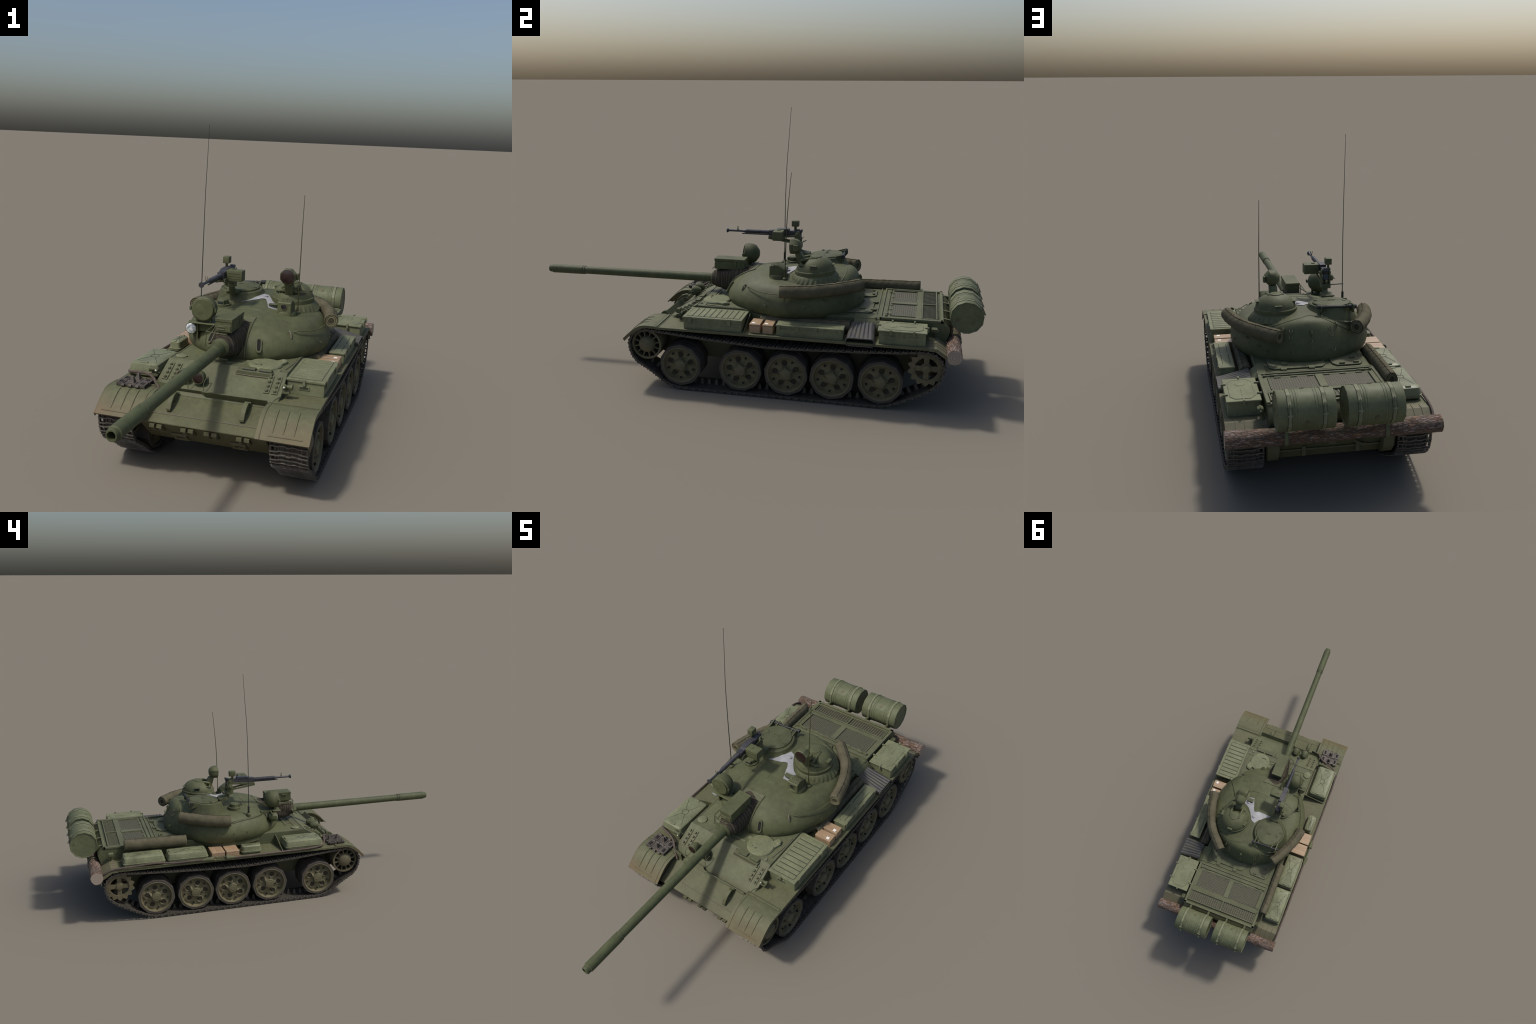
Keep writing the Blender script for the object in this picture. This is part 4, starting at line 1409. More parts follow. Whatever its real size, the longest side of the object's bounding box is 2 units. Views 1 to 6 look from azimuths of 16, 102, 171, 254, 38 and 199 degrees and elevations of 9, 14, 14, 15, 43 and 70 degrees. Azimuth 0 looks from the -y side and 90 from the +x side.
# antennas
def antenna(rod, foot_r, mat, base_h, boot, r0, r1):
    """Whip aerial following a gently swept rod, on a rubber boot and a foot."""
    h = Geo()
    b = Vector(rod[0])
    h.lathe([(foot_r, -0.012), (foot_r, 0.003), (foot_r * 0.55, 0.008)], b, "z", 14, 0)
    h.lathe([(boot * 0.9, 0.003), (boot, 0.008), (boot, base_h), (boot * 0.5, base_h + 0.003)], b, "z", 12, 1)
    pts = spline(rod, 24)
    h.tube(pts, [lerp(r0, r1, i / 24) for i in range(25)], 8, 1)
    return build("antenna", h, ["turret", mat], turret)
antenna([(-0.2165, 0.1075, 0.440), (-0.2155, 0.1075, 0.498), (-0.2145, 0.108, 0.640), (-0.214, 0.1095, 0.745), (-0.214, 0.1145, 0.895), (-0.2135, 0.1225, 1.008), (-0.213, 0.132, 1.154)],
        0.012, "antenna", 0.043, 0.0052, 0.0023, 0.0009)
antenna([(0.1535, 0.181, 0.456), (0.1535, 0.183, 0.560), (0.1535, 0.187, 0.692), (0.153, 0.192, 0.769), (0.153, 0.197, 0.827), (0.153, 0.204, 0.907)],
        0.011, "antenna_olive", 0.022, 0.0042, 0.0022, 0.0010)

# big searchlight on its bracket, right of the gun
g = Geo()
SLC = (-0.143, -0.062, 0.4875)
drum_lamp("searchlight", SLC, 0.0470, 0.064, turret, "turret", n=12, yaw=0.06, back=0.45)
g = Geo()
g.lathe([(0.041, -0.0035), (0.040, -0.0055), (0.036, -0.0055)], SLC, "y", 24)
for s in (-1, 1):
    g.box(SLC[0] + s * 0.046, SLC[0] + s * 0.052, -0.068, -0.058, 0.482, 0.496)
    g.box(SLC[0] + s * 0.026 - 0.004, SLC[0] + s * 0.026 + 0.004, -0.054, -0.042, 0.434, 0.456)
g.box(-0.196, -0.090, -0.072, -0.030, 0.4345, 0.4385)
g.box(-0.176, -0.110, -0.040, 0.030, 0.400, 0.4350)
build("searchlight_bracket", g, "turret", turret, bevel=0.001)
# small headlamp below it
g = Geo()
HL = (-0.194, -0.046, 0.408)
g.lathe([(0.0198, -0.0006), (0.0230, 0.0), (0.0240, 0.010), (0.021, 0.026), (0.013, 0.038), (0.005, 0.042)], HL, "y", 8, 0, phase=pi / 8)
g.lathe([(0.0195, -0.0010), (0.013, -0.0045), (0.003, -0.0060)], HL, "y", 20, 1)
build("turret_headlight", g, ["turret", "headlight"], turret, angle=35)
g = Geo()
g.prism([(-0.172, 0.436), (-0.212, 0.430), (-0.212, 0.405), (-0.178, 0.352), (-0.168, 0.352)], "xz", -0.024, -0.018)
g.box(-0.170, -0.166, -0.050, -0.018, 0.372, 0.437)
build("lamp_plate", g, "turret", turret)

# ------------------------------------------------------------------ main gun
GX, GZ = -0.030, 0.391
def gun_axis(y):
    t = (y + 0.19) / (-1.0 + 0.19)
    return Vector((lerp(GX, -0.020, t), y, lerp(GZ, 0.3905, t)))
prof = [(-0.130, 0.0205), (-0.186, 0.0205), (-0.250, 0.0205), (-0.2505, 0.0198), (-0.520, 0.0190), (-0.818, 0.0178), (-0.8185, 0.0200), (-0.824, 0.0200), (-0.8242, 0.0185), (-0.829, 0.0185),
        (-0.8292, 0.0203), (-0.982, 0.0203), (-0.9845, 0.0170), (-0.996, 0.0168), (-1.000, 0.0150), (-1.000, 0.0115), (-0.955, 0.0110)]
g = Geo()
rings = []
for y, r in prof:
    c_ = gun_axis(y)
    rings.append([c_ + Vector((math.cos(2 * pi * j / 20) * r, 0, math.sin(2 * pi * j / 20) * r)) for j in range(20)])
g.rings(rings, True, 0, end_mat=0)
g.m[-1] = 1
gun = build("gun_barrel", g, ["gun", "dark"], tank, angle=30)
g = Geo()
c_ = gun_axis(-0.186)
rings = []
for y, r in ((-0.176, 0.0255), (-0.180, 0.0320), (-0.188, 0.0320), (-0.190, 0.0285), (-0.194, 0.0225)):
    rings.append([Vector((c_.x + math.cos(2 * pi * j / 24) * r, y, c_.z + math.sin(2 * pi * j / 24) * r)) for j in range(24)])
g.rings(rings, True)
g.quad_plate([(-0.088, -0.170, 0.390), (-0.048, -0.170, 0.402), (-0.048, -0.205, 0.402), (-0.070, -0.200, 0.392)], 0.004)
build("gun_collar", g, "gun", gun, angle=35)

# pleated canvas mantlet cover
g = Geo()
rings = []
secs = [(-0.186, -0.030, 0.391, 0.0305, 0.0305, 2.0), (-0.165, -0.029, 0.391, 0.040, 0.041, 2.2), (-0.130, -0.028, 0.391, 0.047, 0.0485, 2.5), (-0.090, -0.025, 0.393, 0.0515, 0.0525, 2.8),
        (-0.040, -0.021, 0.398, 0.0510, 0.0510, 3.2), (0.000, -0.019, 0.4035, 0.0490, 0.0500, 3.4), (0.030, -0.019, 0.407, 0.048, 0.049, 3.4)]
nsec = 36
for i in range(nsec + 1):
    u = i / nsec * (len(secs) - 1)
    k = min(int(u), len(secs) - 2)
    t = u - k
    y, cx, cz, hw, hh, ex = [lerp(secs[k][q], secs[k + 1][q], t) for q in range(6)]
    fold = (0.0016 * math.sin(i * 1.15) + 0.0010 * math.sin(i * 2.3 + 1)) * (1 - 0.6 * i / nsec)
    ring = []
    for j in range(48):
        a = 2 * pi * j / 48
        ca, sa = math.cos(a), math.sin(a)
        f2 = fold * (0.4 + 0.6 * math.sin(a * 2 + i * 0.22)) + 0.0016 * math.sin(4 * a + i * 0.4)
        ring.append(Vector((cx + math.copysign(abs(ca) ** (2 / ex), ca) * (hw + f2), y, cz + math.copysign(abs(sa) ** (2 / ex), sa) * (hh + f2))))
    rings.append(ring)
g.rings(rings, True)
build("mantlet_cover", g, "cover", gun, angle=70)
# retaining strip where the canvas meets the turret
g = Geo()
for s, xx in ((1, 0.031), (-1, -0.074)):
    pts = []
    for k in range(12):
        z = lerp(0.334, 0.452, k / 11)
        ysurf = None
        lo, hi = -0.14, 0.18
        for _ in range(30):
            mid = (lo + hi) / 2
            a = math.atan2(mid - TC.y, xx)
            pr = [shell_point(a, q / 120) for q in range(10, 110)]
            best = min(pr, key=lambda p_: abs(p_.z - z))
            if math.hypot(xx, mid - TC.y) > math.hypot(best.x, best.y - TC.y):
                lo = mid
            else:
                hi = mid
        pts.append((xx, mid - 0.001, z))
    g.tube(pts, 0.0042, 6)
build("cover_strip", g, "turret", gun)

# ammunition-box shaped stowage box above the mantlet, on a frame
g = Geo()
g.box(-0.056, 0.0035, -0.171, -0.034, 0.4415, 0.478)
gb = build("gun_stowage_box", g, "turret", gun, bevel=0.0015)
g = Geo()
g.box(-0.0575, 0.005, -0.1725, -0.0325, 0.4785, 0.4900)
g.box(-0.052, 0.000, -0.1735, -0.1715, 0.444, 0.468)
for z in (0.450, 0.459):
    g.box(-0.048, -0.020, -0.1755, -0.1728, z, z + 0.004)
for y in (-0.075, -0.055):
    g.box(0.003, 0.0062, y - 0.005, y + 0.005, 0.452, 0.484)
g.box(-0.0605, -0.0565, -0.150, -0.120, 0.473, 0.478)
build("box_lid", g, "turret", gb, bevel=0.001)
g = Geo()
g.tube([(-0.090, -0.060, 0.4395), (-0.062, -0.185, 0.4395), (-0.010, -0.185, 0.4395)], 0.0022, 6)
g.tube([(-0.088, -0.172, 0.4395), (-0.088, -0.178, 0.386)], 0.0018, 6)
g.tube([(-0.090, -0.060, 0.4395), (-0.088, -0.172, 0.4395)], 0.0022, 6)
g.tube([(-0.088, -0.172, 0.4395), (-0.062, -0.185, 0.4395)], 0.0022, 6)
for y in (-0.16, -0.06):
    g.box(-0.040, -0.014, y - 0.006, y + 0.006, 0.425, 0.442)
build("box_frame", g, "turret", gb)

# ------------------------------------------------------------------ anti-aircraft machine gun
MX = -0.122
g = Geo()
def ybar(y0, y1, x, z, r0, r1=None, n=12, mat=0):
    g.tube([(x, y0, z), (x, y1, z)], [r0, r1 if r1 is not None else r0], n, mat)
g.lathe([(0.0045, 0.010), (0.0050, 0.007), (0.0105, -0.001), (0.0100, -0.004), (0.006, -0.004)], (MX, -0.143, 0.5955), "y", 12)
ybar(-0.138, -0.070, MX, 0.5955, 0.0048)
ybar(-0.072, -0.056, MX, 0.5955, 0.0050, 0.0090)
for i in range(24):
    y = -0.056 + i * 0.0048
    g.lathe([(0.0082, 0.0), (0.0092, 0.0012), (0.0092, 0.0032), (0.0082, 0.0048)], (MX, y, 0.596), "y", 12)
ybar(-0.075, 0.070, MX, 0.5840, 0.0026)
g.box(MX - 0.0125, MX + 0.0125, 0.055, 0.085, 0.584, 0.606)
g.box(MX - 0.0115, MX + 0.0115, 0.070, 0.195, 0.585, 0.608)
g.prism([(0.074, 0.606), (0.096, 0.6155), (0.146, 0.6165), (0.146, 0.606)], "yz", MX - 0.013, MX + 0.013)
g.prism([(0.150, 0.606), (0.185, 0.609), (0.185, 0.600), (0.150, 0.600)], "yz", MX - 0.009, MX + 0.009)
g.prism([(0.196, 0.612), (0.205, 0.616), (0.207, 0.606), (0.199, 0.590), (0.206, 0.570), (0.199, 0.566), (0.192, 0.580), (0.193, 0.600)], "yz", MX - 0.010, MX + 0.010)
mg = build("machine_gun", g, "gunmetal", tank, angle=30, bevel=0)
g = Geo()
g.box(MX - 0.0022, MX + 0.0022, -0.098, -0.092, 0.598, 0.606)
for s in (-1, 1):
    g.tube([(MX + s * 0.002, -0.095, 0.605), (MX + s * 0.0045, -0.095, 0.611), (MX + s * 0.0042, -0.095, 0.618)], 0.0011, 6)
build("front_sight", g, "turret", mg)
g = Geo()
g.box(-0.1095, -0.046, 0.083, 0.128, 0.5725, 0.614)
ab = build("ammunition_box", g, "turret", mg, bevel=0.004, segs=2)
g = Geo()
for z in (0.583, 0.592, 0.602):
    g.box(-0.100, -0.056, 0.0818, 0.0832, z, z + 0.0016)
    g.box(-0.100, -0.056, 0.1278, 0.1292, z, z + 0.0016)
g.box(-0.094, -0.080, 0.100, 0.110, 0.6138, 0.617)
build("box_rib", g, "turret", ab)["kind"] = "stuff"
# cradle, side plates, post
g = Geo()
for s in (-1, 1):
    x = MX + s * 0.0165
    g.prism([(0.052, 0.574), (0.062, 0.5835), (0.200, 0.592), (0.200, 0.583), (0.075, 0.574), (0.180, 0.557), (0.180, 0.550), (0.052, 0.568)], "yz", x - 0.0022, x + 0.0022)
    g.prism([(0.166, 0.547), (0.178, 0.600), (0.189, 0.609), (0.197, 0.603), (0.202, 0.572), (0.200, 0.538), (0.174, 0.534)], "yz", x - 0.0028, x + 0.0028)
    g.tube([(x + s * 0.002, 0.183, 0.592), (x + s * 0.007, 0.183, 0.592)], 0.0075, 10)
g.box(MX - 0.016, MX + 0.016, 0.052, 0.066, 0.572, 0.582)
g.box(MX - 0.019, MX + 0.019, 0.172, 0.206, 0.531, 0.548)
g.tube([(MX, 0.150, 0.562), (MX, 0.190, 0.552)], 0.006, 8)
cr = build("gun_cradle", g, "turret", mg, bevel=0.0008)
g = Geo()
g.lathe([(0.0125, 0.000), (0.0140, -0.004), (0.0140, -0.010), (0.0105, -0.012)], (MX - 0.0195, 0.186, 0.572), "x", 12)
g.lathe([(0.005, -0.012), (0.004, -0.016)], (MX - 0.0195, 0.186, 0.572), "x", 8)
g.tube([(MX - 0.018, 0.200, 0.5445), (MX - 0.074, 0.200, 0.5465)], 0.0024, 8)
g.tube([(MX - 0.020, 0.205, 0.572), (MX - 0.037, 0.206, 0.573)], 0.0018, 6)
g.tube([(MX, 0.206, 0.556), (MX + 0.006, 0.226, 0.5670)], 0.0022, 6)
build("elevation_wheel", g, "turret", mg)
g = Geo()
g.tube([(MX + 0.002, 0.190, 0.535), (MX + 0.003, 0.196, 0.518), (MX + 0.004, 0.214, 0.502)], [0.0125, 0.0115, 0.0175], 12)
g.prism([(0.194, 0.508), (0.206, 0.517), (0.244, 0.511), (0.244, 0.503), (0.202, 0.498)], "yz", MX - 0.022, MX + 0.026)
build("gun_post", g, "turret", mg, angle=40, bevel=0.001)
g = Geo()
g.box(-0.1495, -0.1240, 0.1555, 0.1880, 0.6255, 0.6520)
rs = build("reflex_sight", g, "turret", mg, bevel=0.003, segs=2)
g = Geo()
g.box(-0.141, -0.134, 0.166, 0.177, 0.592, 0.627)
g.box(-0.143, -0.131, 0.176, 0.192, 0.598, 0.612)
build("sight_stalk", g, "turret", rs, bevel=0.0008)

# ------------------------------------------------------------------ rolled tarpaulins
def tarp(ctrl, r, n=44, seam=True, squash=1.0):
    h = Geo()
    path_ = spline(ctrl, n)
    NR = 20
    rings = []
    fixed_up = Vector((0, 0, 1))
    for i, p in enumerate(path_):
        t = (path_[min(i + 1, n)] - path_[max(i - 1, 0)]).normalized()
        s_ = t.cross(fixed_up).normalized()
        u_ = s_.cross(t).normalized()
        ring = []
        for j in range(NR):
            a = 2 * pi * j / NR
            w = 1 + 0.022 * math.sin(i * 0.55 + 2 * a) + 0.020 * math.sin(i * 1.3 - 3 * a) + 0.016 * math.sin(i * 2.1 + 5 * a) + R.uniform(-0.012, 0.012)
            if seam and j == 5:
                w *= 0.965
            if seam and j == 4:
                w *= 1.03
            ring.append(p + s_ * math.cos(a) * r * w * squash + u_ * math.sin(a) * r * w)
        rings.append(ring)
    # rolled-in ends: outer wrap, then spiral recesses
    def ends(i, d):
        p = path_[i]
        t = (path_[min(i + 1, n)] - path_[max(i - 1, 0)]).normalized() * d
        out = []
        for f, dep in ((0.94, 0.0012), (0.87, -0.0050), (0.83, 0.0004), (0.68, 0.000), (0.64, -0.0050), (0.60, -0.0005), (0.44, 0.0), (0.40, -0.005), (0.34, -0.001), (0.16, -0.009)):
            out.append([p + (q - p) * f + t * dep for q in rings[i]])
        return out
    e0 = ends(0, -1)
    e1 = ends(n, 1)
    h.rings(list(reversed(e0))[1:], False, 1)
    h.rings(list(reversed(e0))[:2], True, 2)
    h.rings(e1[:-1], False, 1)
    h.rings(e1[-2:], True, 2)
    h.rings([e0[0]] + rings + [e1[0]], False, 0)
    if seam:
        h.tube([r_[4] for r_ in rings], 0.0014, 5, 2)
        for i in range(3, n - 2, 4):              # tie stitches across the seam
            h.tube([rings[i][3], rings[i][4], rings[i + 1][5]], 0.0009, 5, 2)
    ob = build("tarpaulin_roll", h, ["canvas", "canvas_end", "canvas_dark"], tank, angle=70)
    return ob
tarp([(0.286, 0.184, 0.437), (0.272, 0.255, 0.437), (0.250, 0.325, 0.4385), (0.214, 0.395, 0.441), (0.168, 0.448, 0.441), (0.120, 0.497, 0.440)], 0.0265)
tarp([(-0.279, 0.217, 0.436), (-0.269, 0.275, 0.436), (-0.247, 0.337, 0.439), (-0.220, 0.396, 0.443), (-0.186, 0.455, 0.446)], 0.0275)
tarp([(-0.2375, 0.437, 0.342), (-0.2385, 0.540, 0.3445), (-0.2395, 0.640, 0.346), (-0.2390, 0.740, 0.348)], 0.0268, squash=0.80)
tarp([(0.245, 0.10, 0.297), (0.247, 0.28, 0.296), (0.246, 0.470, 0.297)], 0.0255)
# straps hanging from the turret rolls
g = Geo()
for ctrl, r in (([(0.272, 0.255, 0.437), (0.214, 0.395, 0.441)], 0.0285), ([(-0.264, 0.275, 0.436), (-0.215, 0.394, 0.443)], 0.029)):
    pass

# ------------------------------------------------------------------ stowage on the left fender
def lid_box(name, x0, x1, y0, y1, z0, z1, lid, over, mat):
    h = Geo()
    h.box(x0 + over, x1 - over, y0 + over, y1 - over, z0, z1 - lid)
    ob = build(name, h, mat, tank, bevel=0.001)
    h = Geo()
    h.box(x0, x1, y0, y1, z1 - lid, z1)
    build("box_lid", h, mat, ob, bevel=0.0012)
    return ob
b1 = lid_box("stowage_box", 0.2135, 0.3485, -0.211, 0.0420, FZ, 0.3235, 0.0085, 0.004, "box")
g = Geo()
g.mat = 0
g.box(0.228, 0.334, -0.197, 0.028, 0.3234, 0.3240)
build("lid_groove", g, "seam", b1)
g = Geo()
for k in range(9):
    y = -0.1965 + k * 0.0250
    g.box(0.2292, 0.3328, y + 0.0018, y + 0.0228, 0.3234, 0.3252)
build("lid_panel", g, "box", b1, bevel=0.0006)["kind"] = "stuff"
g = Geo()
for z in (0.2775, 0.2905, 0.3010):
    g.box(0.3440, 0.3464, -0.200, 0.032, z, z + 0.0035)
g.box(0.258, 0.296, -0.2092, -0.2065, 0.288, 0.302)
for y in (-0.178, -0.012):
    g.box(0.3475, 0.3515, y - 0.007, y + 0.007, 0.300, 0.3255)
    g.box(0.3435, 0.3500, y - 0.005, y + 0.005, 0.296, 0.306)
g.box(0.272, 0.282, -0.2135, -0.2095, 0.303, 0.3255)
build("box_fitting", g, "box", b1, bevel=0.0008)["kind"] = "stuff"
g = Geo()
g.box(0.2625, 0.2915, -0.2098, -0.2090, 0.2915, 0.2985)
build("box_fitting", g, "seam", b1)

def crate(x0, x1, y0, y1, z0, z1, lab):
    h = Geo()
    h.box(x0, x1, y0, y1, z0, z1 - 0.0065)
    ob = build("crate", h, "wood", tank, bevel=0.001)
    h = Geo()
    h.box(x0 - 0.0006, x1 + 0.0006, y0 - 0.0006, y1 + 0.0006, z1 - 0.0060, z1)
    build("crate_lid", h, "wood", ob, bevel=0.001)
    if lab:
        h = Geo()
        cx, cy = lerp(x0, x1, 0.76), lerp(y0, y1, 0.30)
        h.box(cx - 0.0065, cx + 0.0065, cy - 0.0065, cy + 0.0065, z1 - 0.0002, z1 + 0.0007)
        build("crate_label", h, "label", ob)
    return ob
crate(0.262, 0.3365, 0.071, 0.1145, FZ + 0.001, 0.309, True)
crate(0.262, 0.3365, 0.126, 0.1680, FZ + 0.001, 0.309, True)

b2 = lid_box("tool_box", 0.2840, 0.3450, 0.182, 0.4550, FZ, 0.3160, 0.007, 0.0025, "box")
g = Geo()
for x in (0.299, 0.328):
    for y0, y1 in ((0.205, 0.300), (0.322, 0.420)):
        g.box(x - 0.0012, x + 0.0012, y0, y1, 0.3158, 0.3164)
build("lid_groove", g, "seam", b2)
g = Geo()
g.box(0.3425, 0.3446, 0.195, 0.442, 0.280, 0.283)
g.box(0.3425, 0.3446, 0.195, 0.442, 0.299, 0.302)
for y in (0.270, 0.345, 0.440, 0.195):
    g.box(0.344, 0.3480, y - 0.006, y + 0.006, 0.296, 0.3175)
build("box_fitting", g, "box", b2, bevel=0.0006)["kind"] = "stuff"

# exhaust outlet: corrugated flat duct with an oval mouth
g = Geo()
N = 60
def duct(x, zlo, zhi, y0, y1, corr, inset=0.0):
    ring = []
    w, hgt = (y1 - y0) / 2 - inset, (zhi - zlo) / 2 - inset
    cy, cz = (y0 + y1) / 2, (zlo + zhi) / 2
    rr = min(hgt, w) * 0.75
    outline = []
    for k in range(N + 1):
        outline.append((lerp(w - rr, -(w - rr), k / N), hgt, True))
    for c0 in (90, 180):
        for k in range(1, 7):
            a = math.radians(c0 + k * 15)
            sx = -(w - rr)
            sz = (hgt - rr) if c0 == 90 else -(hgt - rr)
            outline.append((sx + math.cos(a) * rr, sz + math.sin(a) * rr, False))
    for c0 in (270, 0):
        for k in range(0, 6):
            a = math.radians(c0 + k * 15)
            sx = w - rr
            sz = -(hgt - rr) if c0 == 270 else (hgt - rr)
            outline.append((sx + math.cos(a) * rr, sz + math.sin(a) * rr, False))
    for yy, zz, top_ in outline:
        if top_:
            zz += corr * (1 - 2 * abs(math.sin((yy / (w - rr) + 1) * 2.5 * pi)) ** 2.5)
        ring.append(Vector((x, cy + yy, cz + zz)))
    return ring
g.rings([duct(0.238, 0.272, 0.318, 0.468, 0.574, 0.0022), duct(0.290, 0.264, 0.305, 0.467, 0.575, 0.0024), duct(0.3545, 0.257, 0.2895, 0.465, 0.577, 0.0018),
         duct(0.3575, 0.2555, 0.2915, 0.463, 0.579, 0.0), duct(0.3590, 0.2560, 0.2910, 0.4635, 0.5785, 0.0), duct(0.3590, 0.2560, 0.2910, 0.4635, 0.5785, 0.0, 0.0045),
         ], True, 0)
g.f.pop(); g.m.pop()
r1 = duct(0.3590, 0.2560, 0.2910, 0.4635, 0.5785, 0.0, 0.0045)
r2 = duct(0.320, 0.2580, 0.2920, 0.4635, 0.5785, 0.0, 0.0065)
g.rings([r1, r2], True, 1)
g.f.pop(-2); g.m.pop(-2)
build("exhaust_pipe", g, ["exhaust", "dark"], tank, angle=50)

b3 = lid_box("battery_box", 0.2265, 0.3465, 0.588, 0.7780, FZ, 0.3265, 0.0065, 0.005, "box")
g = Geo()
oc = [(0.245, 0.625), (0.262, 0.605), (0.313, 0.605), (0.330, 0.625), (0.330, 0.740), (0.313, 0.761), (0.262, 0.761), (0.245, 0.740)]
rl = rim_loop(oc, 0.3267, 0.0019)
g.add(rl.v, rl.f)
g.prism(oc, "xy", 0.3245, 0.3275)
g.box(0.2862, 0.2892, 0.670, 0.735, 0.3270, 0.3287)
g.lathe([(0.020, 0.3270), (0.018, 0.3290), (0.010, 0.3283)], (0.287, 0.640, 0), "z", 20)
build("lid_rim", g, "box", b3, angle=40)
g = Geo()
for x, y, dx, dy in ((0.3465, 0.640, 1, 0), (0.3465, 0.728, 1, 0), (0.2265, 0.640, -1, 0), (0.2265, 0.728, -1, 0), (0.287, 0.588, 0, -1), (0.287, 0.778, 0, 1)):
    g.tube([(x - dx * 0.010, y - dy * 0.010, 0.3290), (x + dx * 0.006, y + dy * 0.006, 0.3295)], 0.0028, 6)
    g.box(x - 0.004 + dx * 0.003, x + 0.004 + dx * 0.003, y - 0.004 + dy * 0.003, y + 0.004 + dy * 0.003, 0.312, 0.3315)
for y0, y1 in ((0.612, 0.655), (0.705, 0.745)):
    for z in (0.288, 0.302):
        g.box(0.341, 0.3440, y0, y1, z, z + 0.003)
g.box(0.341, 0.3455, 0.680, 0.688, 0.300, 0.322)
build("box_fitting", g, "box", b3, bevel=0.0006)["kind"] = "stuff"

# ------------------------------------------------------------------ right fender: flat fuel tanks, crates, tracks
def fuel_tank(x0, x1, y0, y1, z0, zr, z1, cham):
    cx, cy = (x0 + x1) / 2, (y0 + y1) / 2
    def ring(inset, z, rad):
        pts = []
        hw, hl = (x1 - x0) / 2 - inset, (y1 - y0) / 2 - inset
        for qx, qy, a0 in ((1, 1, 0), (-1, 1, 90), (-1, -1, 180), (1, -1, 270)):
            for k in range(6):
                a = math.radians(a0 + k * 18)
                pts.append(Vector((cx + qx * (hw - rad) + math.cos(a) * rad, cy + qy * (hl - rad) + math.sin(a) * rad, z)))
        return pts
    h = Geo()
    h.rings([ring(0.008, z0, 0.010), ring(0.002, z0 + 0.006, 0.012), ring(0.002, zr - 0.001, 0.012), ring(0.0, zr, 0.013), ring(0.0, zr + 0.0025, 0.013), ring(0.0025, zr + 0.003, 0.012),
             ring(0.004, lerp(zr, z1, 0.5), 0.012), ring(cham * 0.42, lerp(zr, z1, 0.86), 0.012), ring(cham * 0.80, z1 - 0.001, 0.010), ring(cham, z1, 0.008), ring(cham + 0.012, z1 + 0.0005, 0.004)], True)
    ob = build("fuel_tank", h, "can", tank, angle=38)
    h = Geo()
    sz = min(x1 - x0, y1 - y0)
    zt = z1 + 0.0006
    cr = sz * 0.13
    loop = [Vector((cx + math.cos(2 * pi * k / 20) * cr, cy + math.sin(2 * pi * k / 20) * cr, zt)) for k in range(21)]
    for a, b in zip(loop[:-1], loop[1:]):
        h.tube([a, b], 0.0009, 5)
    for sx in (-1, 1):
        for sy in (-1, 1):
            ex = cx + sx * ((x1 - x0) / 2 - cham * 1.2)
            ey = cy + sy * ((y1 - y0) / 2 - cham * 1.9)
            d = Vector((ex - cx, ey - cy, 0)).normalized()
            h.tube([Vector((cx, cy, zt)) + d * cr, Vector((ex, ey, zt - 0.0004))], 0.0009, 5)
    build("tank_groove", h, "seam", ob)["kind"] = "stuff"
    h = Geo()
    for sy in (-1, 1):
        yy = cy + sy * ((y1 - y0) / 2 - cham * 1.0)
        w = sz * 0.10
        h.box(cx - w, cx + w, yy - 0.005, yy + 0.005, z1 - 0.006, z1 + 0.0028)
    build("tank_bracket", h, "can", ob, bevel=0.0008)
    return ob
fuel_tank(-0.347, -0.2310, -0.253, -0.0500, FZ + 0.003, 0.2875, 0.3190, 0.018)
fuel_tank(-0.333, -0.2830, 0.070, 0.1760, FZ + 0.001, 0.2830, 0.3130, 0.010)
fuel_tank(-0.347, -0.2480, 0.345, 0.5470, FZ + 0.003, 0.2875, 0.3170, 0.018)
fuel_tank(-0.347, -0.2480, 0.556, 0.7600, FZ + 0.003, 0.2875, 0.3190, 0.018)
g = Geo()
for y0, y1 in ((-0.25, -0.052), (0.348, 0.758)):
    for y in (y0 + 0.03, (y0 + y1) / 2, y1 - 0.03):
        g.box(-0.338, -0.24, y - 0.006, y + 0.006, FZ - 0.001, FZ + 0.005)
build("tank_cradle", g, "hull", tank)
crate(-0.3440, -0.2550, 0.191, 0.2560, FZ + 0.001, 0.302, False)
crate(-0.3440, -0.2550, 0.264, 0.3290, FZ + 0.001, 0.302, False)

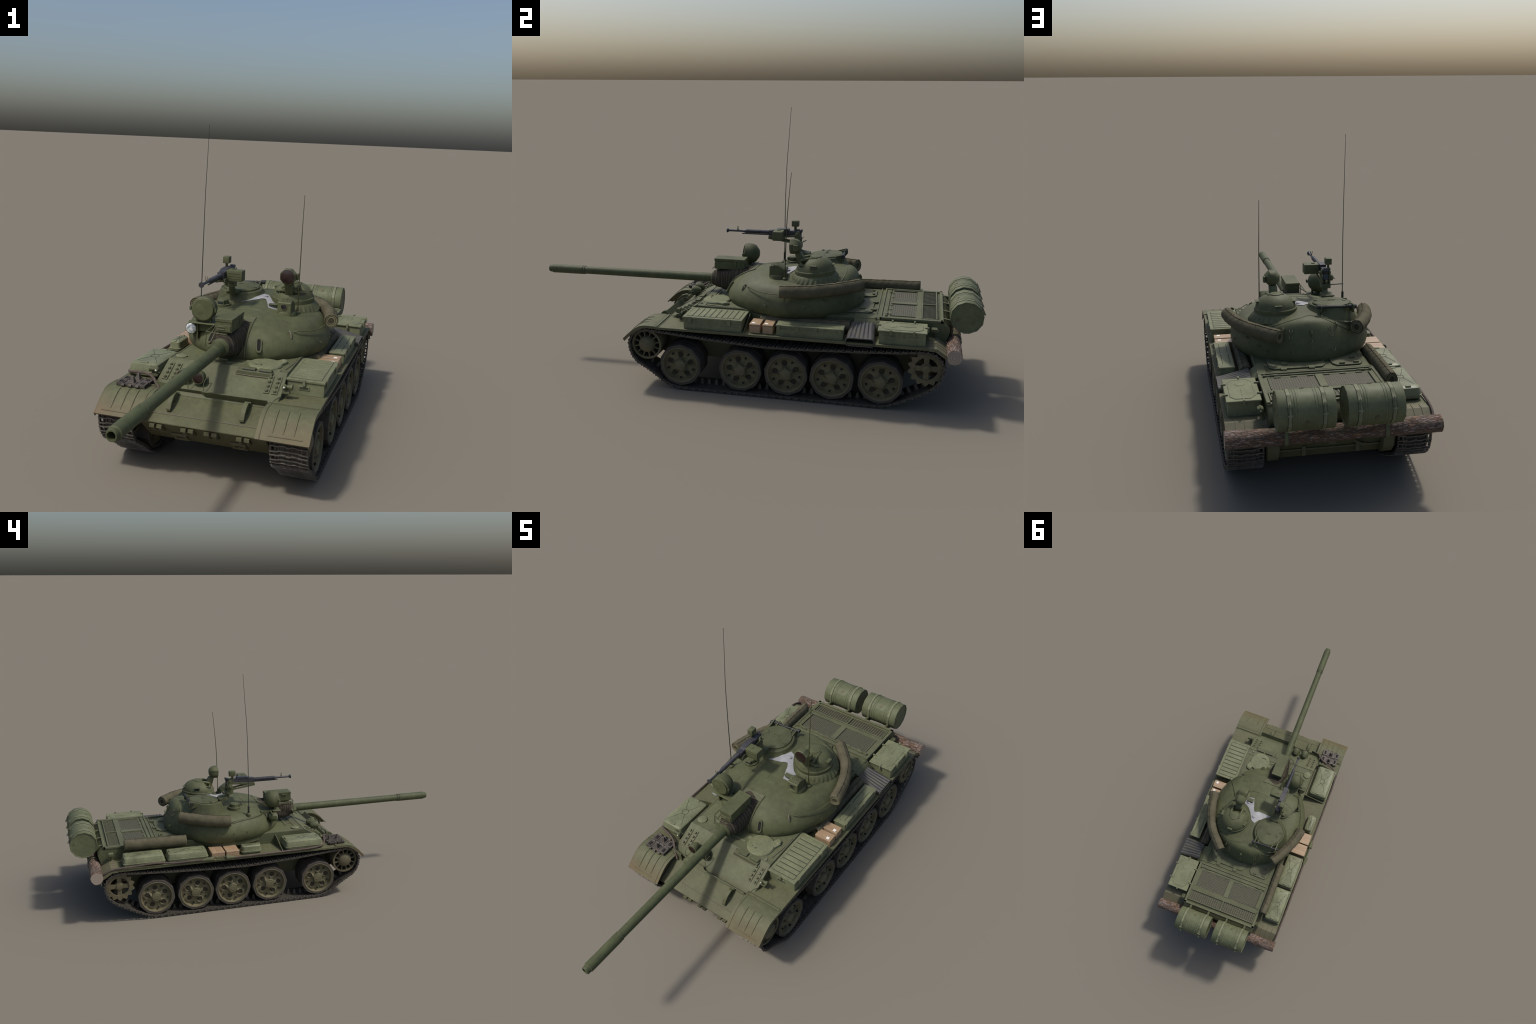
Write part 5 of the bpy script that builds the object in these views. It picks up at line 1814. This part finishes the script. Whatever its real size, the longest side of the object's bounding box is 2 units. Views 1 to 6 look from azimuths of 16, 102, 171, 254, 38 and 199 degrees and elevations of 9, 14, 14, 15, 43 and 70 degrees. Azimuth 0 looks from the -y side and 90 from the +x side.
# spare track links on the right front mudguard
sp_group = bpy.data.objects.new("spare_track", None)
bpy.context.scene.collection.objects.link(sp_group)
sp_group.parent = tank
W = 0.052
sl_src = None
for k, (yy, zz, tilt) in enumerate(((-0.313, 0.2790, 0.0), (-0.356, 0.2805, 0.02))):
    h = Geo()
    p = 0.021
    h.box(-W, W, -p * 0.80, p * 0.80, -0.003, 0.0035)
    for s in (-1, 1):
        h.box(s * W, s * (W - 0.006), -p * 0.9, p * 0.9, -0.004, 0.0065)
        h.box(s * (W - 0.022), s * (W - 0.026), -p * 0.8, p * 0.8, -0.003, 0.0060)
        h.box(s * (W - 0.019), s * (W - 0.009), -p * 0.45, p * 0.45, 0.0030, 0.0042, 1)
        h.box(s * (W - 0.006), s * (W - 0.022), p * 0.50, p * 0.85, -0.003, 0.0060)
        h.box(s * (W - 0.006), s * (W - 0.022), -p * 0.85, -p * 0.50, -0.003, 0.0060)
    for j in range(-3, 4):
        yk = p * (0.98 if j % 2 else -0.98)
        h.tube([(j * 0.013 - 0.0058, yk, 0.0), (j * 0.013 + 0.0058, yk, 0.0)], 0.0052, 8)
    h.box(-0.015, 0.015, -p * 0.55, p * 0.55, 0.003, 0.0055)
    h.add([(-0.009, -0.010, 0.004), (0.009, -0.010, 0.004), (0.009, 0.010, 0.004), (-0.009, 0.010, 0.004),
           (-0.003, -0.0015, 0.027), (0.003, -0.0015, 0.027), (0.003, 0.0045, 0.027), (-0.003, 0.0045, 0.027)],
          [(3, 2, 1, 0), (4, 5, 6, 7)] + [(j, (j + 1) % 4, 4 + (j + 1) % 4, 4 + j) for j in range(4)])
    mtx = Matrix.Translation((-0.277, yy, zz)) @ Matrix.Rotation(tilt, 4, "X")
    if sl_src is None:
        sl_src = build("spare_track_link", h, ["spare", "dark"], sp_group, angle=30)
        sl_src.matrix_local = mtx
    else:
        repeat(sl_src, sp_group, mtx)

# tow cable along the right fender
g = Geo()
CX = -0.3580
cab = spline([(-0.176, -0.345, 0.258), (-0.196, -0.332, 0.276), (-0.208, -0.322, 0.284), (-0.230, -0.300, 0.294), (-0.262, -0.284, 0.298), (-0.300, -0.272, 0.294), (-0.328, -0.260, 0.288), (-0.348, -0.235, 0.282),
              (-0.357, -0.170, 0.2780), (CX, -0.02, 0.2760), (CX, 0.10, 0.2745), (CX, 0.225, 0.2735)], 70)
g.tube(cab, 0.0048, 8)
cab2 = spline([(CX, 0.370, 0.2760), (CX, 0.43, 0.2790), (CX, 0.50, 0.2775), (-0.3585, 0.60, 0.2870), (CX, 0.70, 0.2820), (-0.3560, 0.80, 0.2760), (-0.353, 0.846, 0.258), (-0.340, 0.868, 0.240), (-0.32, 0.876, 0.236)], 60)
g.tube(cab2, 0.0050, 8)
tc = build("tow_cable", g, "cable", tank)
g = Geo()
g.tube([(CX, 0.215, 0.2755), (CX, 0.232, 0.2760), (CX, 0.262, 0.2775)], [0.0055, 0.0090, 0.0130], 10)
g.tube([(CX, 0.325, 0.2775), (CX, 0.362, 0.2770), (CX, 0.378, 0.2765)], [0.0130, 0.0085, 0.0055], 10)
for y0 in (0.266, 0.286, 0.304):
    loop = [Vector((CX + math.cos(a) * 0.0015, y0 + 0.008 + math.sin(a) * 0.013, 0.2775 + math.cos(a) * 0.0075)) for a in [2 * pi * k / 12 for k in range(13)]]
    g.tube(loop, 0.0028, 6)
build("turnbuckle", g, "hull", tc)

# ------------------------------------------------------------------ rear: log and fuel drums
g = Geo()
rings = []
nl = 60
for i in range(nl + 1):
    x = lerp(-0.3665, 0.3645, i / nl)
    ring = []
    for j in range(32):
        a = 2 * pi * j / 32
        r = 0.0292 + 0.0010 * math.sin(3 * a + i * 0.35) + R.uniform(-0.0011, 0.0011)
        ring.append(Vector((x, 0.885 + 0.001 * math.sin(i * 0.2) + math.cos(a) * r, 0.243 + math.sin(a) * r)))
    rings.append(ring)
g.rings(rings, True, 0, end_mat=1)
log = build("log", g, ["bark", "logend"], tank, angle=50)
g = Geo()
for x in (0.166, -0.172):
    loop = [Vector((x, 0.885 + math.cos(a) * 0.0318, 0.243 + math.sin(a) * 0.0318)) for a in [2 * pi * k / 24 for k in range(24)]]
    rr = []
    for dx, k in ((-0.006, 0.0), (-0.006, 0.0014), (0.006, 0.0014), (0.006, 0.0)):
        rr.append([Vector((p.x + dx, 0.885 + (p.y - 0.885) * (1 + k / 0.0318), 0.243 + (p.z - 0.243) * (1 + k / 0.0318))) for p in loop])
    g.rings(rr, False, loop=True)
build("log_strap", g, "drum", log)

DY, DZ, DR = 0.9300, 0.3550, 0.0665
drum_src = None
def seg12(r, x):
    return [Vector((x, math.cos(2 * pi * j / 12 + pi / 12 * 0.55) * r, math.sin(2 * pi * j / 12 + pi / 12 * 0.55) * r)) for j in range(12)]
g = Geo()
H = 0.0930
def hoop(c):
    return [(DR, c - 0.0035), (DR + 0.0014, c - 0.002), (DR + 0.0014, c + 0.002), (DR, c + 0.0035)]
prof = [(DR - 0.004, -H), (DR - 0.001, -H), (DR, -H + 0.002)] + hoop(-0.038) + hoop(-0.029) + hoop(0.029) + hoop(0.038) + [(DR, H - 0.002), (DR - 0.001, H), (DR - 0.004, H)]
g.rings([seg12(DR - 0.005, -H + 0.0025)] + [seg12(r, x) for r, x in prof] + [seg12(DR - 0.005, H - 0.0025)], True)
drum_src = build("fuel_drum", g, "drum", tank, angle=36)
drum_src.location = (0.1122, DY, DZ)
g = Geo()
g.lathe([(0.0082, -0.001), (0.0082, 0.0015), (0.005, 0.0016)], (H - 0.0025, -0.036, -0.012), "x", 14)
g.lathe([(0.0050, -0.001), (0.0050, 0.0015), (0.003, 0.0016)], (H - 0.0025, 0.044, 0.010), "x", 12)
g.lathe([(0.0050, 0.0016), (0.0050, -0.001), (0.003, -0.001)], (-H + 0.002, 0.044, 0.010), "x", 12)
for th in (-0.30, 2.2):
    mt = Matrix.Rotation(th, 4, "X")
    b = Geo()
    b.lathe([(0.0085, 0.0), (0.0085, 0.002), (0.0055, 0.0022)], (0.0, DR - 0.0018, 0.0), "y", 14)
    g.add([mt @ Vector(p) for p in b.v], b.f)
bung_src = build("drum_bung", g, "hull", drum_src, angle=30)
g = Geo()
for x in (0.0555, -0.0555):
    rr = []
    for dx, k in ((-0.0058, -0.001), (-0.0058, 0.0018), (0.0058, 0.0018), (0.0058, -0.001)):
        rr.append(seg12(DR + k, x + dx))
    g.rings(rr, False, loop=True)
    # buckle with draw bolt on the outer face
    for th, ln in ((0.42, 0.030),):
        mt = Matrix.Rotation(th, 4, "X")
        g.box(x - 0.0075, x + 0.0075, DR - 0.002, DR + 0.0030, 0.010, 0.016, None, mt)
        g.box(x - 0.0075, x + 0.0075, DR - 0.002, DR + 0.0030, -0.020, -0.014, None, mt)
        b = Geo()
        b.tube([(x, DR + 0.0022, 0.020), (x, DR + 0.0022, -0.026)], 0.0018, 6)
        g.add([mt @ Vector(p) for p in b.v], b.f)
    g.box(x - 0.0045, x + 0.0045, -0.012, 0.006, -DR - 0.010, -DR + 0.002)
strap_src = build("drum_strap", g, "box", drum_src, angle=30)
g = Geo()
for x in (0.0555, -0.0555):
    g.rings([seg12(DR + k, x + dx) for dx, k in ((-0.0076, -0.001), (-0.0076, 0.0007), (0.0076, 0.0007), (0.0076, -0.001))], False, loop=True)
dark_edge_src = build("strap_dark_edge", g, "seam", drum_src, angle=30)
d2 = repeat(drum_src, tank, Matrix.Translation((-0.1117, DY, DZ)))
for sb in (bung_src, strap_src, dark_edge_src):
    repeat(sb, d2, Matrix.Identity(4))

bpy.context.view_layer.update()
